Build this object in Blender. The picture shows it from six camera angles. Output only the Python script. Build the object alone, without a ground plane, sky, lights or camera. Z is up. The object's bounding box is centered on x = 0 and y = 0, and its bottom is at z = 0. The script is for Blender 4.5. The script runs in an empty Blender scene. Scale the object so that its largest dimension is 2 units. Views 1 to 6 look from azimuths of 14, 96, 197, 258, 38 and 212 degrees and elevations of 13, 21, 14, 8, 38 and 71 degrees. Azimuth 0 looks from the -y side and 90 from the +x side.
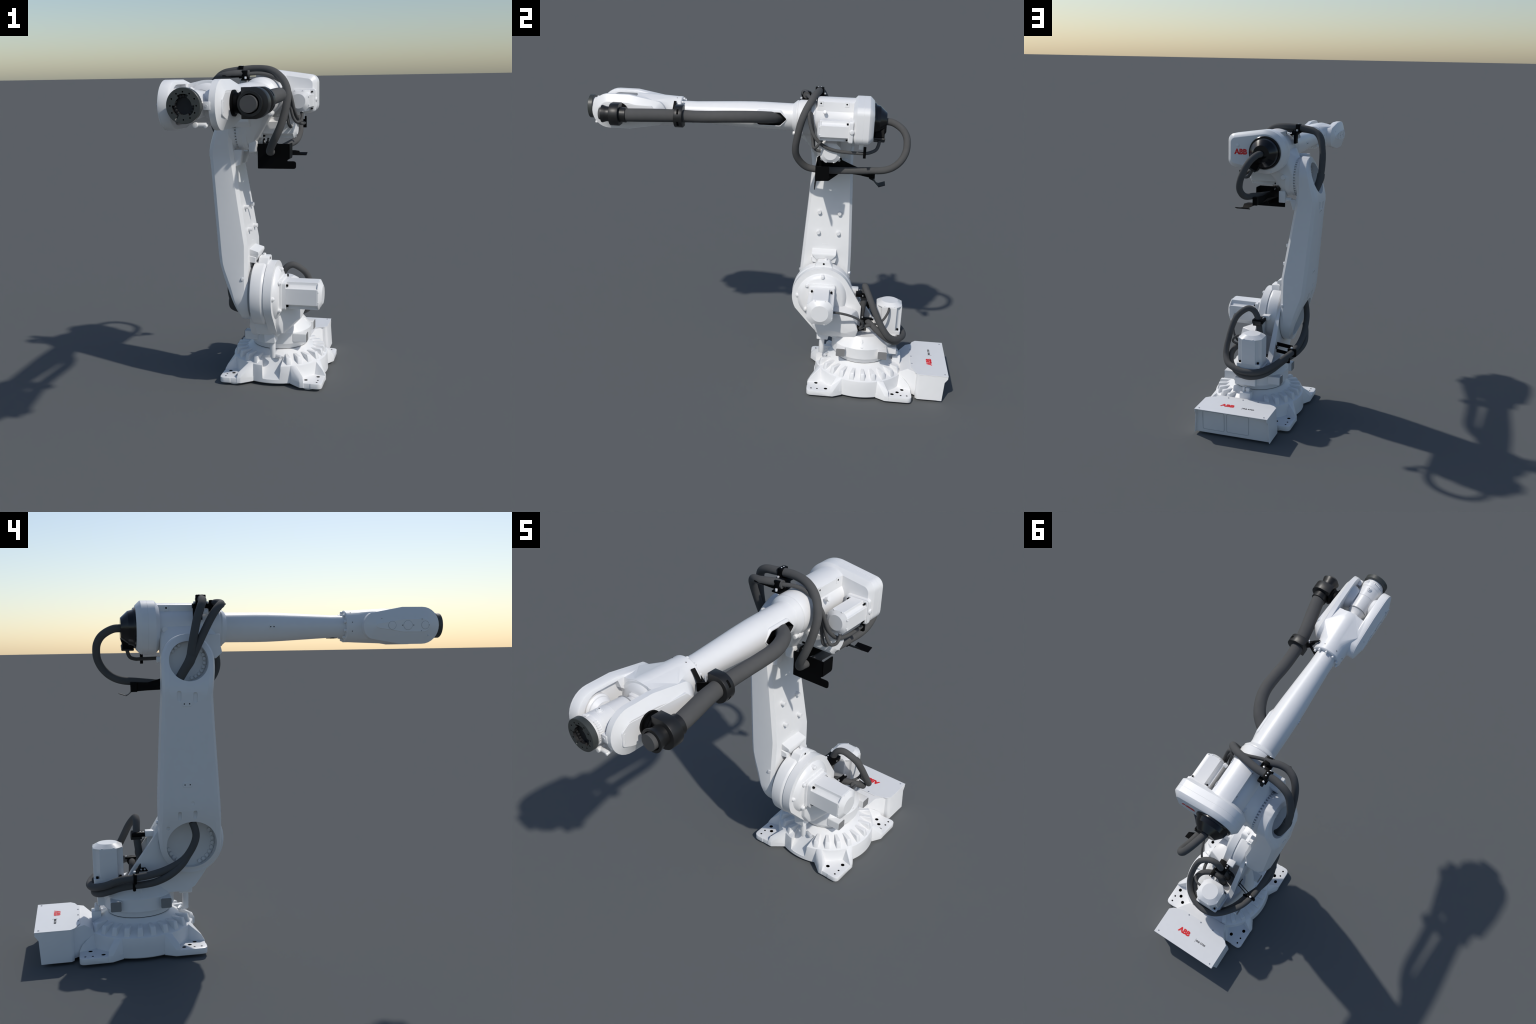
import bpy, bmesh, math
from math import sin, cos, pi, radians, sqrt, atan2
from mathutils import Vector, Matrix

# ----------------------------------------------------------------------------
# key axes of the machine (metres)
# ----------------------------------------------------------------------------
CX = 0.009                      # symmetry plane of base and upper arm
J1 = (CX, 0.521)                # vertical slewing axis
J2 = (0.282, 0.502)             # shoulder axis (y, z), runs along x
J3 = (0.283, 1.3375)            # elbow axis (y, z), runs along x
AZ = 1.487                      # height of the upper arm axis (runs along -y)

# ----------------------------------------------------------------------------
# materials
# ----------------------------------------------------------------------------
def material(name, color, rough=0.4, metal=0.0, coat=0.0, vary=0.04, grain=0.0, scale=30.0, spec=0.5):
    m = bpy.data.materials.new(name)
    m.use_nodes = True
    nt = m.node_tree
    b = nt.nodes["Principled BSDF"]
    tc = nt.nodes.new("ShaderNodeTexCoord")
    n = nt.nodes.new("ShaderNodeTexNoise")
    n.inputs["Scale"].default_value = scale
    n.inputs["Detail"].default_value = 4.0
    nt.links.new(tc.outputs["Object"], n.inputs["Vector"])
    r = nt.nodes.new("ShaderNodeValToRGB")
    r.color_ramp.elements[0].position = 0.3
    r.color_ramp.elements[1].position = 0.7
    r.color_ramp.elements[0].color = [c * (1 - vary) for c in color] + [1]
    r.color_ramp.elements[1].color = [min(1, c * (1 + vary)) for c in color] + [1]
    nt.links.new(n.outputs["Fac"], r.inputs["Fac"])
    nt.links.new(r.outputs["Color"], b.inputs["Base Color"])
    b.inputs["Roughness"].default_value = rough
    b.inputs["Metallic"].default_value = metal
    b.inputs["Specular IOR Level"].default_value = spec
    b.inputs["Coat Weight"].default_value = coat
    if grain > 0:
        n2 = nt.nodes.new("ShaderNodeTexNoise")
        n2.inputs["Scale"].default_value = 900.0
        nt.links.new(tc.outputs["Object"], n2.inputs["Vector"])
        bp = nt.nodes.new("ShaderNodeBump")
        bp.inputs["Strength"].default_value = grain
        bp.inputs["Distance"].default_value = 0.0004
        nt.links.new(n2.outputs["Fac"], bp.inputs["Height"])
        nt.links.new(bp.outputs["Normal"], b.inputs["Normal"])
    return m

WHITE = material("white_paint", (0.80, 0.80, 0.80), 0.37, vary=0.008)
HOSE = material("grey_hose_rubber", (0.092, 0.092, 0.092), 0.85, vary=0.03, spec=0.15)
BLACK = material("black_plastic", (0.0012, 0.0012, 0.0014), 0.55, vary=0.05, spec=0.12)
GLOSS = material("glossy_black_cover", (0.006, 0.006, 0.007), 0.2, vary=0.05)
CLAMP = material("dark_clamp_plastic", (0.012, 0.012, 0.012), 0.42, vary=0.05)
FLANGE = material("dark_flange_metal", (0.045, 0.05, 0.047), 0.42, vary=0.04)
CAVITY = material("dark_cavity", (0.009, 0.009, 0.010), 0.6, vary=0.03)
HOLE = material("hole_black", (0.002, 0.002, 0.002), 0.8, vary=0.0, spec=0.1)
PAD = material("grey_rubber_pad", (0.22, 0.22, 0.22), 0.6, vary=0.03)
RED = material("red_letter_paint", (0.78, 0.008, 0.012), 0.45, vary=0.01)
INK = material("black_letter_paint", (0.01, 0.01, 0.012), 0.5, vary=0.01)
STEEL = material("bright_steel", (0.75, 0.76, 0.78), 0.35, metal=0.3, vary=0.02)
SEAL = material("grey_seal", (0.30, 0.31, 0.32), 0.6, vary=0.03)
SCREW = material("grey_screw", (0.28, 0.30, 0.34), 0.5, vary=0.02)

# ----------------------------------------------------------------------------
# object helpers
# ----------------------------------------------------------------------------
SC = bpy.context.scene
def link(ob, parent=None):
    SC.collection.objects.link(ob)
    if parent is not None:
        ob.parent = parent
    return ob

def finish(me, angle=32.0):
    me.update()
    me.shade_smooth()
    me.set_sharp_from_angle(angle=radians(angle))

def make(name, bm, mat, parent=None, angle=32.0, bevel=0.0, seg=2, recalc=True, bevel_angle=30.0):
    if recalc:
        bmesh.ops.recalc_face_normals(bm, faces=bm.faces[:])
    if bevel > 0:
        es = [e for e in bm.edges if len(e.link_faces) == 2 and
              e.calc_face_angle(0) > radians(bevel_angle)]
        bmesh.ops.bevel(bm, geom=es, offset=bevel, offset_type='OFFSET', segments=seg,
                        profile=0.5, affect='EDGES', clamp_overlap=True)
    me = bpy.data.meshes.new(name)
    bm.to_mesh(me)
    bm.free()
    mats = mat if isinstance(mat, (list, tuple)) else [mat]
    for m in mats:
        me.materials.append(m)
    finish(me, angle)
    return link(bpy.data.objects.new(name, me), parent)

def cut(ob, cutters, op='DIFFERENCE', angle=32.0):
    """boolean each cutter (a list of objects) into ob, baking the result"""
    for c in cutters:
        md = ob.modifiers.new("b", 'BOOLEAN')
        md.operation = op
        md.solver = 'EXACT'
        md.object = c
        md.material_mode = 'TRANSFER'
        bpy.context.view_layer.update()
        dg = bpy.context.evaluated_depsgraph_get()
        me = bpy.data.meshes.new_from_object(ob.evaluated_get(dg))
        ob.modifiers.clear()
        old = ob.data
        me.name = old.name
        ob.data = me
    for c in cutters:
        d = c.data
        bpy.data.objects.remove(c)
        bpy.data.meshes.remove(d)
    finish(ob.data, angle)
    return ob

def union(ob, others, angle=32.0):
    return cut(ob, others, 'UNION', angle)

# --- bmesh primitives --------------------------------------------------------
def prism(bm, pts, axis, lo, hi):
    """extrude a polygon. axis 'x': pts are (y,z); 'y': (x,z); 'z': (x,y)"""
    def P(p, t):
        if axis == 'x': return (t, p[0], p[1])
        if axis == 'y': return (p[0], t, p[1])
        return (p[0], p[1], t)
    a = [bm.verts.new(P(p, lo)) for p in pts]
    b = [bm.verts.new(P(p, hi)) for p in pts]
    n = len(pts)
    bm.faces.new(a); bm.faces.new(b[::-1])
    for i in range(n):
        bm.faces.new((a[i], b[i], b[(i + 1) % n], a[(i + 1) % n]))
    return bm

def box(bm, x0, x1, y0, y1, z0, z1):
    return prism(bm, [(x0, y0), (x1, y0), (x1, y1), (x0, y1)], 'z', z0, z1)

def lathe(bm, prof, axis, c, n=64, a0=0.0, cap=True):
    """prof: list of (t, r) along the axis; c: the two other coordinates of the axis"""
    rings = []
    for t, r in prof:
        ring = []
        if r < 1e-6:
            ring = [bm.verts.new(axpt(axis, c, t, 0, 0))]
        else:
            for i in range(n):
                a = a0 + 2 * pi * i / n
                ring.append(bm.verts.new(axpt(axis, c, t, r * cos(a), r * sin(a))))
        rings.append(ring)
    for A, B in zip(rings, rings[1:]):
        if len(A) == 1 and len(B) == 1:
            continue
        for i in range(n):
            j = (i + 1) % n
            if len(A) == 1: bm.faces.new((A[0], B[i], B[j]))
            elif len(B) == 1: bm.faces.new((A[i], B[0], A[j]))
            else: bm.faces.new((A[i], B[i], B[j], A[j]))
    if cap:
        for R in (rings[0], rings[-1]):
            if len(R) > 2:
                bm.faces.new(R)
    return bm

def axpt(axis, c, t, u, v):
    if axis == 'x': return (t, c[0] + u, c[1] + v)
    if axis == 'y': return (c[0] + u, t, c[1] + v)
    return (c[0] + u, c[1] + v, t)

def rounded(pts, radii, seg=6):
    """round the corners of a polygon; radii per corner (or one value)"""
    out = []
    n = len(pts)
    for i in range(n):
        r = radii[i] if isinstance(radii, (list, tuple)) else radii
        p = Vector(pts[i]); a = Vector(pts[i - 1]) - p; b = Vector(pts[(i + 1) % n]) - p
        if r <= 0:
            out.append(tuple(p)); continue
        la, lb = a.length, b.length
        a.normalize(); b.normalize()
        ang = a.angle(b)
        d = min(r / math.tan(ang / 2), la * 0.49, lb * 0.49)
        for k in range(seg + 1):
            t = k / seg
            q = (p + a * d) * (1 - t) ** 2 + p * 2 * t * (1 - t) + (p + b * d) * t ** 2
            out.append(tuple(q))
    return out

def arc(cx, cy, r, a0, a1, n):
    return [(cx + r * cos(radians(a0 + (a1 - a0) * i / n)), cy + r * sin(radians(a0 + (a1 - a0) * i / n))) for i in range(n + 1)]

def loft(bm, sections, closed_ends=True):
    rings = [[bm.verts.new(p) for p in s] for s in sections]
    n = len(rings[0])
    for A, B in zip(rings, rings[1:]):
        for i in range(n):
            j = (i + 1) % n
            bm.faces.new((A[i], B[i], B[j], A[j]))
    if closed_ends:
        bm.faces.new(rings[0]); bm.faces.new(rings[-1][::-1])
    return bm

def hull(bm, pts):
    vs = [bm.verts.new(p) for p in pts]
    r = bmesh.ops.convex_hull(bm, input=vs)
    kill = [g for g in set(r['geom_interior'] + r['geom_unused']) if isinstance(g, bmesh.types.BMVert) and g.is_valid]
    if kill:
        bmesh.ops.delete(bm, geom=kill, context='VERTS')
    bmesh.ops.dissolve_limit(bm, angle_limit=radians(1.0), verts=bm.verts[:], edges=bm.edges[:])
    return bm

def spline(P, per=10):
    P = [Vector(p) for p in P]
    Q = [P[0] * 2 - P[1]] + P + [P[-1] * 2 - P[-2]]
    out = []
    for i in range(1, len(Q) - 2):
        p0, p1, p2, p3 = Q[i - 1:i + 3]
        d1 = max((p1 - p0).length, 1e-6) ** 0.5
        d2 = max((p2 - p1).length, 1e-6) ** 0.5
        d3 = max((p3 - p2).length, 1e-6) ** 0.5
        m1 = ((p1 - p0) / d1 - (p2 - p0) / (d1 + d2) + (p2 - p1) / d2) * d2
        m2 = ((p2 - p1) / d2 - (p3 - p1) / (d2 + d3) + (p3 - p2) / d3) * d2
        for k in range(per):
            t = k / per
            out.append(p1 * (2 * t**3 - 3 * t**2 + 1) + m1 * (t**3 - 2 * t**2 + t) + p2 * (-2 * t**3 + 3 * t**2) + m2 * (t**3 - t**2))
    out.append(P[-1])
    return out

def tube(bm, P, r, n=20, per=10, smooth=True):
    """round hose through control points; r a number or a list per control point"""
    C = spline(P, per) if smooth else [Vector(p) for p in P]
    if isinstance(r, (list, tuple)):
        R = []
        for i in range(len(r) - 1):
            R += [r[i] + (r[i + 1] - r[i]) * k / per for k in range(per)]
        R.append(r[-1])
    else:
        R = [r] * len(C)
    T = []
    for i in range(len(C)):
        T.append((C[min(i + 1, len(C) - 1)] - C[max(i - 1, 0)]).normalized())
    u = T[0].orthogonal().normalized()
    rings = []
    for c, t, rr in zip(C, T, R):
        u = (u - t * u.dot(t)).normalized()
        v = t.cross(u)
        rings.append([c + (u * cos(2 * pi * k / n) + v * sin(2 * pi * k / n)) * rr for k in range(n)])
    return loft(bm, rings)

def cyl_between(bm, a, b, r, r2=None, n=24):
    a, b = Vector(a), Vector(b)
    return tube(bm, [a, b], [r, r if r2 is None else r2], n=n, per=1)

def hose(name, P, r, parent, mat=None, n=20, per=10):
    bm = bmesh.new(); tube(bm, P, r, n, per)
    return make(name, bm, mat or HOSE, parent, angle=60)

def bolt(name, a, d, r, h, mat, parent, hexa=False):
    """cap screw at a along direction d"""
    d = Vector(d).normalized(); a = Vector(a)
    bm = bmesh.new()
    cyl_between(bm, a, a + d * h, r, n=6 if hexa else 20)
    return make(name, bm, mat, parent, bevel=min(r, h) * 0.18, seg=2)

def instance(src, parent, M):
    o = src.copy()
    link(o, parent)
    o.matrix_local = M
    return o

# ----------------------------------------------------------------------------
# the thing
# ----------------------------------------------------------------------------
ROOT = bpy.data.objects.new("industrial_robot_arm", None)
link(ROOT)
ROOT["label"] = "white six-axis industrial robot arm with dark grey hoses"
ROOT["category"] = "robot arm"

# ============================================================================
# BASE
# ============================================================================
def build_base():
    bm = bmesh.new()
    prof = [(0.012, 0.0), (0.012, 0.2555), (0.016, 0.2590), (0.060, 0.2570), (0.101, 0.2545), (0.1060, 0.2530), (0.1080, 0.2495),
            (0.1100, 0.2460), (0.1370, 0.1970), (0.1560, 0.1625), (0.1625, 0.1520), (0.1640, 0.1465), (0.1640, 0.0)]
    lathe(bm, prof, 'z', J1, n=128, cap=False)
    base = make("base", bm, WHITE, ROOT, angle=26)
    # open pocket at the front of the casting where the stop post stands
    bm = bmesh.new()
    x0, x1 = -0.036, 0.053
    pts = [(0.20, 0.034), (0.266, 0.034), (0.335, 0.128), (0.335, 0.24), (0.20, 0.24)]
    prism(bm, pts, 'x', x0, x1)
    for v in bm.verts:                       # the pocket widens towards the back
        if v.co.y > 0.3:
            v.co.x += 0.012 if v.co.x > CX else -0.012
    c1 = make("cutter", bm, WHITE)
    cut(base, [c1], angle=26)

    # radial cooling ribs
    rib = bmesh.new()
    w0, w1 = 0.0150, 0.0112
    S = [(0.178, 0.130, 0.1490), (0.200, 0.115, 0.1485), (0.2340, 0.104, 0.1470), (0.2370, 0.102, 0.1440), (0.2465, 0.095, 0.1100)]
    secs = []
    for r, zb, zt in S:
        k = 0.66 if r < 0.19 else 0.80 if r < 0.21 else 1.0
        secs.append([(r, -w0 * k, zb), (r, w0 * k, zb), (r, w1 * k, zt), (r, -w1 * k, zt)])
    loft(rib, secs)
    first = make("cooling_rib", rib, WHITE, base, bevel=0.0013, seg=1)
    n = 25
    used = 0
    for i in range(n):
        a = (90.0 + i * 360.0 / n) % 360.0    # 0 = +x
        f = (a - 270 + 180) % 360 - 180      # angle from the front (-y)
        b = (a - 90 + 180) % 360 - 180       # angle from the rear (+y)
        if abs(f) < 12 or abs(b) < 28:
            continue
        M = Matrix.Translation((J1[0], J1[1], 0)) @ Matrix.Rotation(radians(a), 4, 'Z')
        if used == 0:
            first.matrix_local = M
        else:
            instance(first, base, M)
        used += 1

    # mounting feet: pad, two gussets, bolt holes
    for sx in (1, -1):
        for sy in (-1, 1):
            q = lambda p: (J1[0] + sx * p[0], J1[1] + sy * p[1])
            bm = bmesh.new()
            out = [(0.150, 0.150), (0.098, 0.238), (0.157, 0.2855), (0.212, 0.2855), (0.214, 0.2875), (0.271, 0.2875), (0.271, 0.142), (0.242, 0.092)]
            out = rounded(out, [0, 0, 0.004, 0, 0, 0.034, 0.004, 0])
            prism(bm, [q(p) for p in out], 'z', 0.011, 0.0385)
            foot = make("mounting_foot", bm, WHITE, base, bevel=0.0016, seg=2, bevel_angle=50)
            # gusset on the front/rear side and on the flank
            def wedge(pl):
                b2 = bmesh.new()
                vs = []
                for (dx, dy, z) in pl:
                    X, Y = q((dx, dy))
                    vs.append((X, Y, z))
                hull(b2, vs)
                return make("cutter", b2, WHITE, bevel=0.0012, seg=1)
            g1 = wedge([(0.0970, 0.2385, 0.0125), (0.1568, 0.2868, 0.0125), (0.179, 0.2868, 0.0125), (0.150, 0.205, 0.013),
                        (0.100, 0.2320, 0.1085), (0.152, 0.2720, 0.067), (0.172, 0.2720, 0.067), (0.126, 0.216, 0.1085),
                        (0.1568, 0.2868, 0.041), (0.178, 0.2868, 0.041)])
            g2 = wedge([(0.2440, 0.0925, 0.0125), (0.2722, 0.1416, 0.0125), (0.2722, 0.163, 0.0125), (0.205, 0.150, 0.013),
                        (0.2335, 0.095, 0.1085), (0.259, 0.137, 0.067), (0.259, 0.158, 0.067), (0.212, 0.126, 0.1085),
                        (0.2722, 0.1416, 0.041), (0.2722, 0.162, 0.041)])
            union(foot, [g1, g2])
            holes = bmesh.new()
            H = [(0.182, 0.238, 0.0098), (0.237, 0.182, 0.0098)]
            if (sx, sy) in ((1, 1), (-1, -1)):
                H.append((0.212, 0.211, 0.0098))
            H += [(0.2435, 0.229, 0.0052), (0.2425, 0.262, 0.0052)]
            for hx, hy, hr in H:
                lathe(holes, [(0.024, hr), (0.060, hr)], 'z', q((hx, hy)), n=24)
            cut(foot, [make("cutter", holes, HOLE)])
            # levelling disc
            bm = bmesh.new()
            lathe(bm, [(0.0, 0.027), (0.003, 0.029), (0.013, 0.029)], 'z', q((0.196, 0.246)), n=40)
            make("levelling_disc", bm, WHITE, foot)
            # shallow spot faces round the two large holes
            for hx, hy, hr in H[:2]:
                bm = bmesh.new()
                hxy = q((hx, hy))
                ring = [[(hxy[0] + r * cos(2 * pi * k / 32), hxy[1] + r * sin(2 * pi * k / 32), z) for k in range(32)]
                        for r, z in ((0.0100, 0.0390), (0.0165, 0.0390), (0.0170, 0.0380), (0.0100, 0.0380))]
                loft(bm, ring + [ring[0]], closed_ends=False)
                make("spot_face", bm, WHITE, foot)
    return base
BASE = build_base()

# --- connector box at the back of the base -----------------------------------
def build_box():
    zt = 0.1555
    bm = bmesh.new()
    # main body: slightly flared towards the ground, undercut back wall
    def ring(z, w0, w1, yb):
        return [(w0, 0.842, z), (w0 + 0.012, 0.830, z), (w1 - 0.012, 0.830, z), (w1, 0.842, z), (w1, yb, z), (w0, yb, z)]
    loft(bm, [ring(0.010, -0.206, 0.226, 0.962), ring(0.118, -0.1985, 0.2175, 0.966), ring(zt, -0.1955, 0.2145, 0.970)])
    body = make("connector_box", bm, WHITE, ROOT, bevel=0.001, seg=1)
    # side skirts that reach back with the overhang
    for s in (0, 1):
        bm = bmesh.new()
        pts = [(0.95, 0.010), (0.975, 0.010), (0.982, 0.118), (0.9985, 0.140), (0.9985, zt), (0.95, zt)]
        xa = (0.2255, -0.2055)[s]; xb = (0.2140, -0.1950)[s]
        sg = (-1, 1)[s] * 0.004
        def X(z, d): return xa + (xb - xa) * (z - 0.010) / (zt - 0.010) + d
        A = [bm.verts.new((X(z, 0.0003 * (1, -1)[s]), y, z)) for y, z in pts]
        B = [bm.verts.new((X(z, sg), y, z)) for y, z in pts]
        bm.faces.new(A); bm.faces.new(B[::-1])
        for i in range(len(pts)):
            j = (i + 1) % len(pts)
            bm.faces.new((A[i], B[i], B[j], A[j]))
        make("box_side_skirt", bm, WHITE, body)
    # lid
    bm = bmesh.new()
    pts = [(-0.197, 1.000), (0.2165, 1.000), (0.2165, 0.842), (0.196, 0.822), (0.150, 0.806), (0.140, 0.799), (-0.118, 0.799),
           (-0.130, 0.806), (-0.176, 0.822), (-0.197, 0.842)]
    prism(bm, pts, 'z', zt - 0.001, zt + 0.0012)
    make("box_lid", bm, WHITE, body, bevel=0.0005, seg=1)
    # neck between lid and round base
    bm = bmesh.new()
    A = [(-0.180, 0.836), (0.198, 0.836), (0.158, 0.782), (0.140, 0.722), (-0.122, 0.722), (-0.140, 0.782)]
    loft(bm, [[(x, y, 0.013) for x, y in A], [(x * 0.985, y, 0.152) for x, y in A[:3]] + [(0.136, 0.742, 0.122), (-0.118, 0.742, 0.122)] + [(A[5][0] * 0.985, A[5][1], 0.152)]])
    make("box_neck", bm, WHITE, body, bevel=0.002, seg=1)
    # knock-out panels on the back wall
    for x0, x1 in ((0.057, 0.181), (-0.083, 0.043)):
        bm = bmesh.new()
        o = rounded([(x0, 0.030), (x1, 0.030), (x1, 0.137), (x0, 0.137)], 0.010)
        i_ = rounded([(x0 + .0009, 0.0309), (x1 - .0009, 0.0309), (x1 - .0009, 0.1361), (x0 + .0009, 0.1361)], 0.009)
        yb = lambda z: 0.962 + (z - 0.010) * 0.037 + 0.0012 + max(0, z - .118) * .07
        loft(bm, [[(x, yb(z), z) for x, z in o], [(x, yb(z), z) for x, z in i_], [(x, yb(z) - 0.002, z) for x, z in i_], [(x, yb(z) - 0.002, z) for x, z in o],
                  [(x, yb(z), z) for x, z in o]], closed_ends=False)
        make("panel_groove", bm, SCREW, body)  # thin grey strip on the wall traces the panel outline
    # lid screws
    for x, y in ((-0.173, 0.982), (0.195, 0.982), (0.093, 0.808), (0.007, 0.808), (-0.080, 0.808)):
        bm = bmesh.new(); lathe(bm, [(zt + 0.001, 0.0042), (zt + 0.0026, 0.0042), (zt + 0.0034, 0.0030), (zt + 0.0034, 0.0)], 'z', (x, y), n=16)
        make("lid_screw", bm, SCREW, body)
    return body, zt + 0.0012
BOX, LIDZ = build_box()

# --- lettering ----------------------------------------------------------------
def lettering(name, text, size, M, mat, parent, width=None, bold=0.0, slit=False, thick=0.0006):
    cu = bpy.data.curves.new(name, 'FONT')
    cu.body = text
    cu.size = size
    cu.extrude = thick
    cu.offset = bold
    cu.resolution_u = 3
    tmp = bpy.data.objects.new(name, cu)
    SC.collection.objects.link(tmp)
    bpy.context.view_layer.update()
    me = bpy.data.meshes.new_from_object(tmp.evaluated_get(bpy.context.evaluated_depsgraph_get()))
    bpy.data.objects.remove(tmp)
    bpy.data.curves.remove(cu)
    xs = [v.co.x for v in me.vertices]; ys = [v.co.y for v in me.vertices]
    k = width / (max(xs) - min(xs)) if width else 1.0
    for v in me.vertices:
        v.co.x = (v.co.x - min(xs)) * k
        v.co.y = v.co.y - min(ys)
    hgt = max(ys) - min(ys)
    me.materials.clear(); me.materials.append(mat)
    ob = link(bpy.data.objects.new(name, me), parent)
    if slit:                                 # hairline gaps through the block letters
        bm = bmesh.new(); bm.from_mesh(me)
        w = width
        gaps = [((0, 1, 0), hgt * 0.41, hgt * 0.435)] + [((1, 0, 0), w * c - 0.0003, w * c + 0.0003) for c in (0.175, 0.50, 0.845)]
        for n, lo, hi in gaps:
            for t in (lo, hi):
                bmesh.ops.bisect_plane(bm, geom=bm.verts[:] + bm.edges[:] + bm.faces[:], plane_co=Vector(n) * t, plane_no=n)
            kill = [f for f in bm.faces if lo < f.calc_center_median().dot(Vector(n)) < hi]
            bmesh.ops.delete(bm, geom=kill, context='FACES')
        bm.to_mesh(me); bm.free()
    ob.data.transform(M)
    return ob

# reads from behind: text x-axis = -x, text y-axis = -y, on the lid
def frame(o, ex, ey):
    ex = Vector(ex); ey = Vector(ey); ez = ex.cross(ey)
    M = Matrix((ex, ey, ez)).transposed().to_4x4()
    M.translation = o
    return M
lettering("logo_lettering", "ABB", 0.0385, frame((0.100, 0.920, LIDZ + 0.0003), (-1, 0, 0), (0, -1, 0)), RED, BOX, width=0.079, bold=0.0022, slit=True)
lettering("model_lettering", "IRB 5720", 0.0150, frame((-0.0295, 0.9175, LIDZ + 0.0003), (-1, 0, 0), (0, -1, 0)), INK, BOX, width=0.064, bold=0.0003)
bm = bmesh.new(); box(bm, -0.0255, -0.0245, 0.902, 0.926, LIDZ - 0.0003, LIDZ + 0.0006)
make("model_lettering_bar", bm, INK, BOX)

# ============================================================================
# TURRET (turns on the base)
# ============================================================================
def build_turret():
    bm = bmesh.new()
    lathe(bm, [(0.160, 0.0), (0.160, 0.1420), (0.170, 0.1420), (0.170, 0.0)], 'z', J1, n=96, cap=False)
    bm2 = bm
    tur = make("turret", bm2, WHITE, ROOT, angle=28)
    bm = bmesh.new()
    lathe(bm, [(0.1600, 0.1430), (0.1680, 0.1430)], 'z', J1, n=96)
    make("turret_dark_ring", bm, CLAMP, tur)
    bm = bmesh.new()
    lathe(bm, [(0.1672, 0.0), (0.1672, 0.1450), (0.1690, 0.1465), (0.196, 0.1620), (0.199, 0.1665), (0.2580, 0.1675), (0.2620, 0.1650),
               (0.296, 0.136), (0.314, 0.120), (0.314, 0.0)], 'z', J1, n=96, cap=False)
    drum = make("cutter", bm, WHITE)
    union(tur, [drum], angle=28)
    bm = bmesh.new(); lathe(bm, [(0.24, 0.050), (0.60, 0.050)], 'z', (0.000, 0.522), n=40)
    cut(tur, [make("cutter", bm, SEAL)], angle=28)  # white hole walls greyed to paint in the shade inside
    # rubber stop pads on four lugs
    for sx in (1, -1):
        for y in (0.4065, 0.6355):
            bm = bmesh.new()
            o = rounded([(y - 0.0255, 0.2075), (y + 0.0255, 0.2075), (y + 0.0255, 0.2555), (y - 0.0255, 0.2555)], 0.006, 4)
            xa, xb = CX + sx * 0.095, CX + sx * 0.1655
            prism(bm, o, 'x', min(xa, xb), max(xa, xb))
            make("pad_lug", bm, WHITE, tur, bevel=0.001, seg=1, bevel_angle=60)
            bm = bmesh.new()
            o2 = rounded([(y - 0.0245, 0.2085), (y + 0.0245, 0.2085), (y + 0.0245, 0.2545), (y - 0.0245, 0.2545)], 0.007, 5)
            xa, xb = CX + sx * 0.1650, CX + sx * 0.1685
            prism(bm, o2, 'x', min(xa, xb), max(xa, xb))
            pad = make("stop_pad", bm, PAD, tur, bevel=0.001, seg=1, bevel_angle=60)
            bm = bmesh.new()
            xc = CX + sx * 0.1688
            lathe(bm, [(min(xc, xb), 0.0045), (max(xc, xb), 0.0045)], 'x', (y, 0.231), n=16)
            make("pad_screw", bm, PAD, pad)
    # half-round screw towers on the cone
    for a in (0, 180):
        M = Matrix.Translation((J1[0], J1[1], 0)) @ Matrix.Rotation(radians(a), 4, 'Z')
        bm = bmesh.new()
        loft(bm, [[(0.148 - 0.010 + 0.0135 * cos(radians(t)) + dx, 0.0135 * sin(radians(t)) * s, z) for t in range(0, 360, 20)]
                  for z, dx, s in ((0.250, 0.012, 1.0), (0.268, 0.012, 1.0), (0.2685, 0.002, 0.9), (0.290, -0.006, 0.8), (0.302, -0.018, 0.55))])
        o = make("screw_tower", bm, WHITE, tur); o.matrix_local = M
    # rear slab that closes the turret towards the connector box
    bm = bmesh.new()
    prism(bm, rounded([(-0.030, 0.60), (0.092, 0.60), (0.092, 0.715), (-0.030, 0.715)], [0, 0, 0.004, 0.004]), 'z', 0.205, 0.246)
    make("rear_slab", bm, WHITE, tur, bevel=0.0015, seg=1)
    # platform that carries the slewing motor
    bm = bmesh.new()
    top = rounded([(CX - 0.078, 0.585), (CX + 0.078, 0.585), (CX + 0.078, 0.700), (CX + 0.050, 0.728), (CX - 0.050, 0.728), (CX - 0.078, 0.700)], 0.006, 3)
    bot = [(CX + (x - CX) * 1.25, 0.46 + (y - 0.585) * 1.45) for x, y in top]
    loft(bm, [[(x, y, 0.225) for x, y in bot], [(x, y, 0.300) for x, y in top], [(x, y, 0.318) for x, y in top]])
    make("motor_platform", bm, WHITE, tur, bevel=0.0015, seg=1)
    return tur
TURRET = build_turret()

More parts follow.
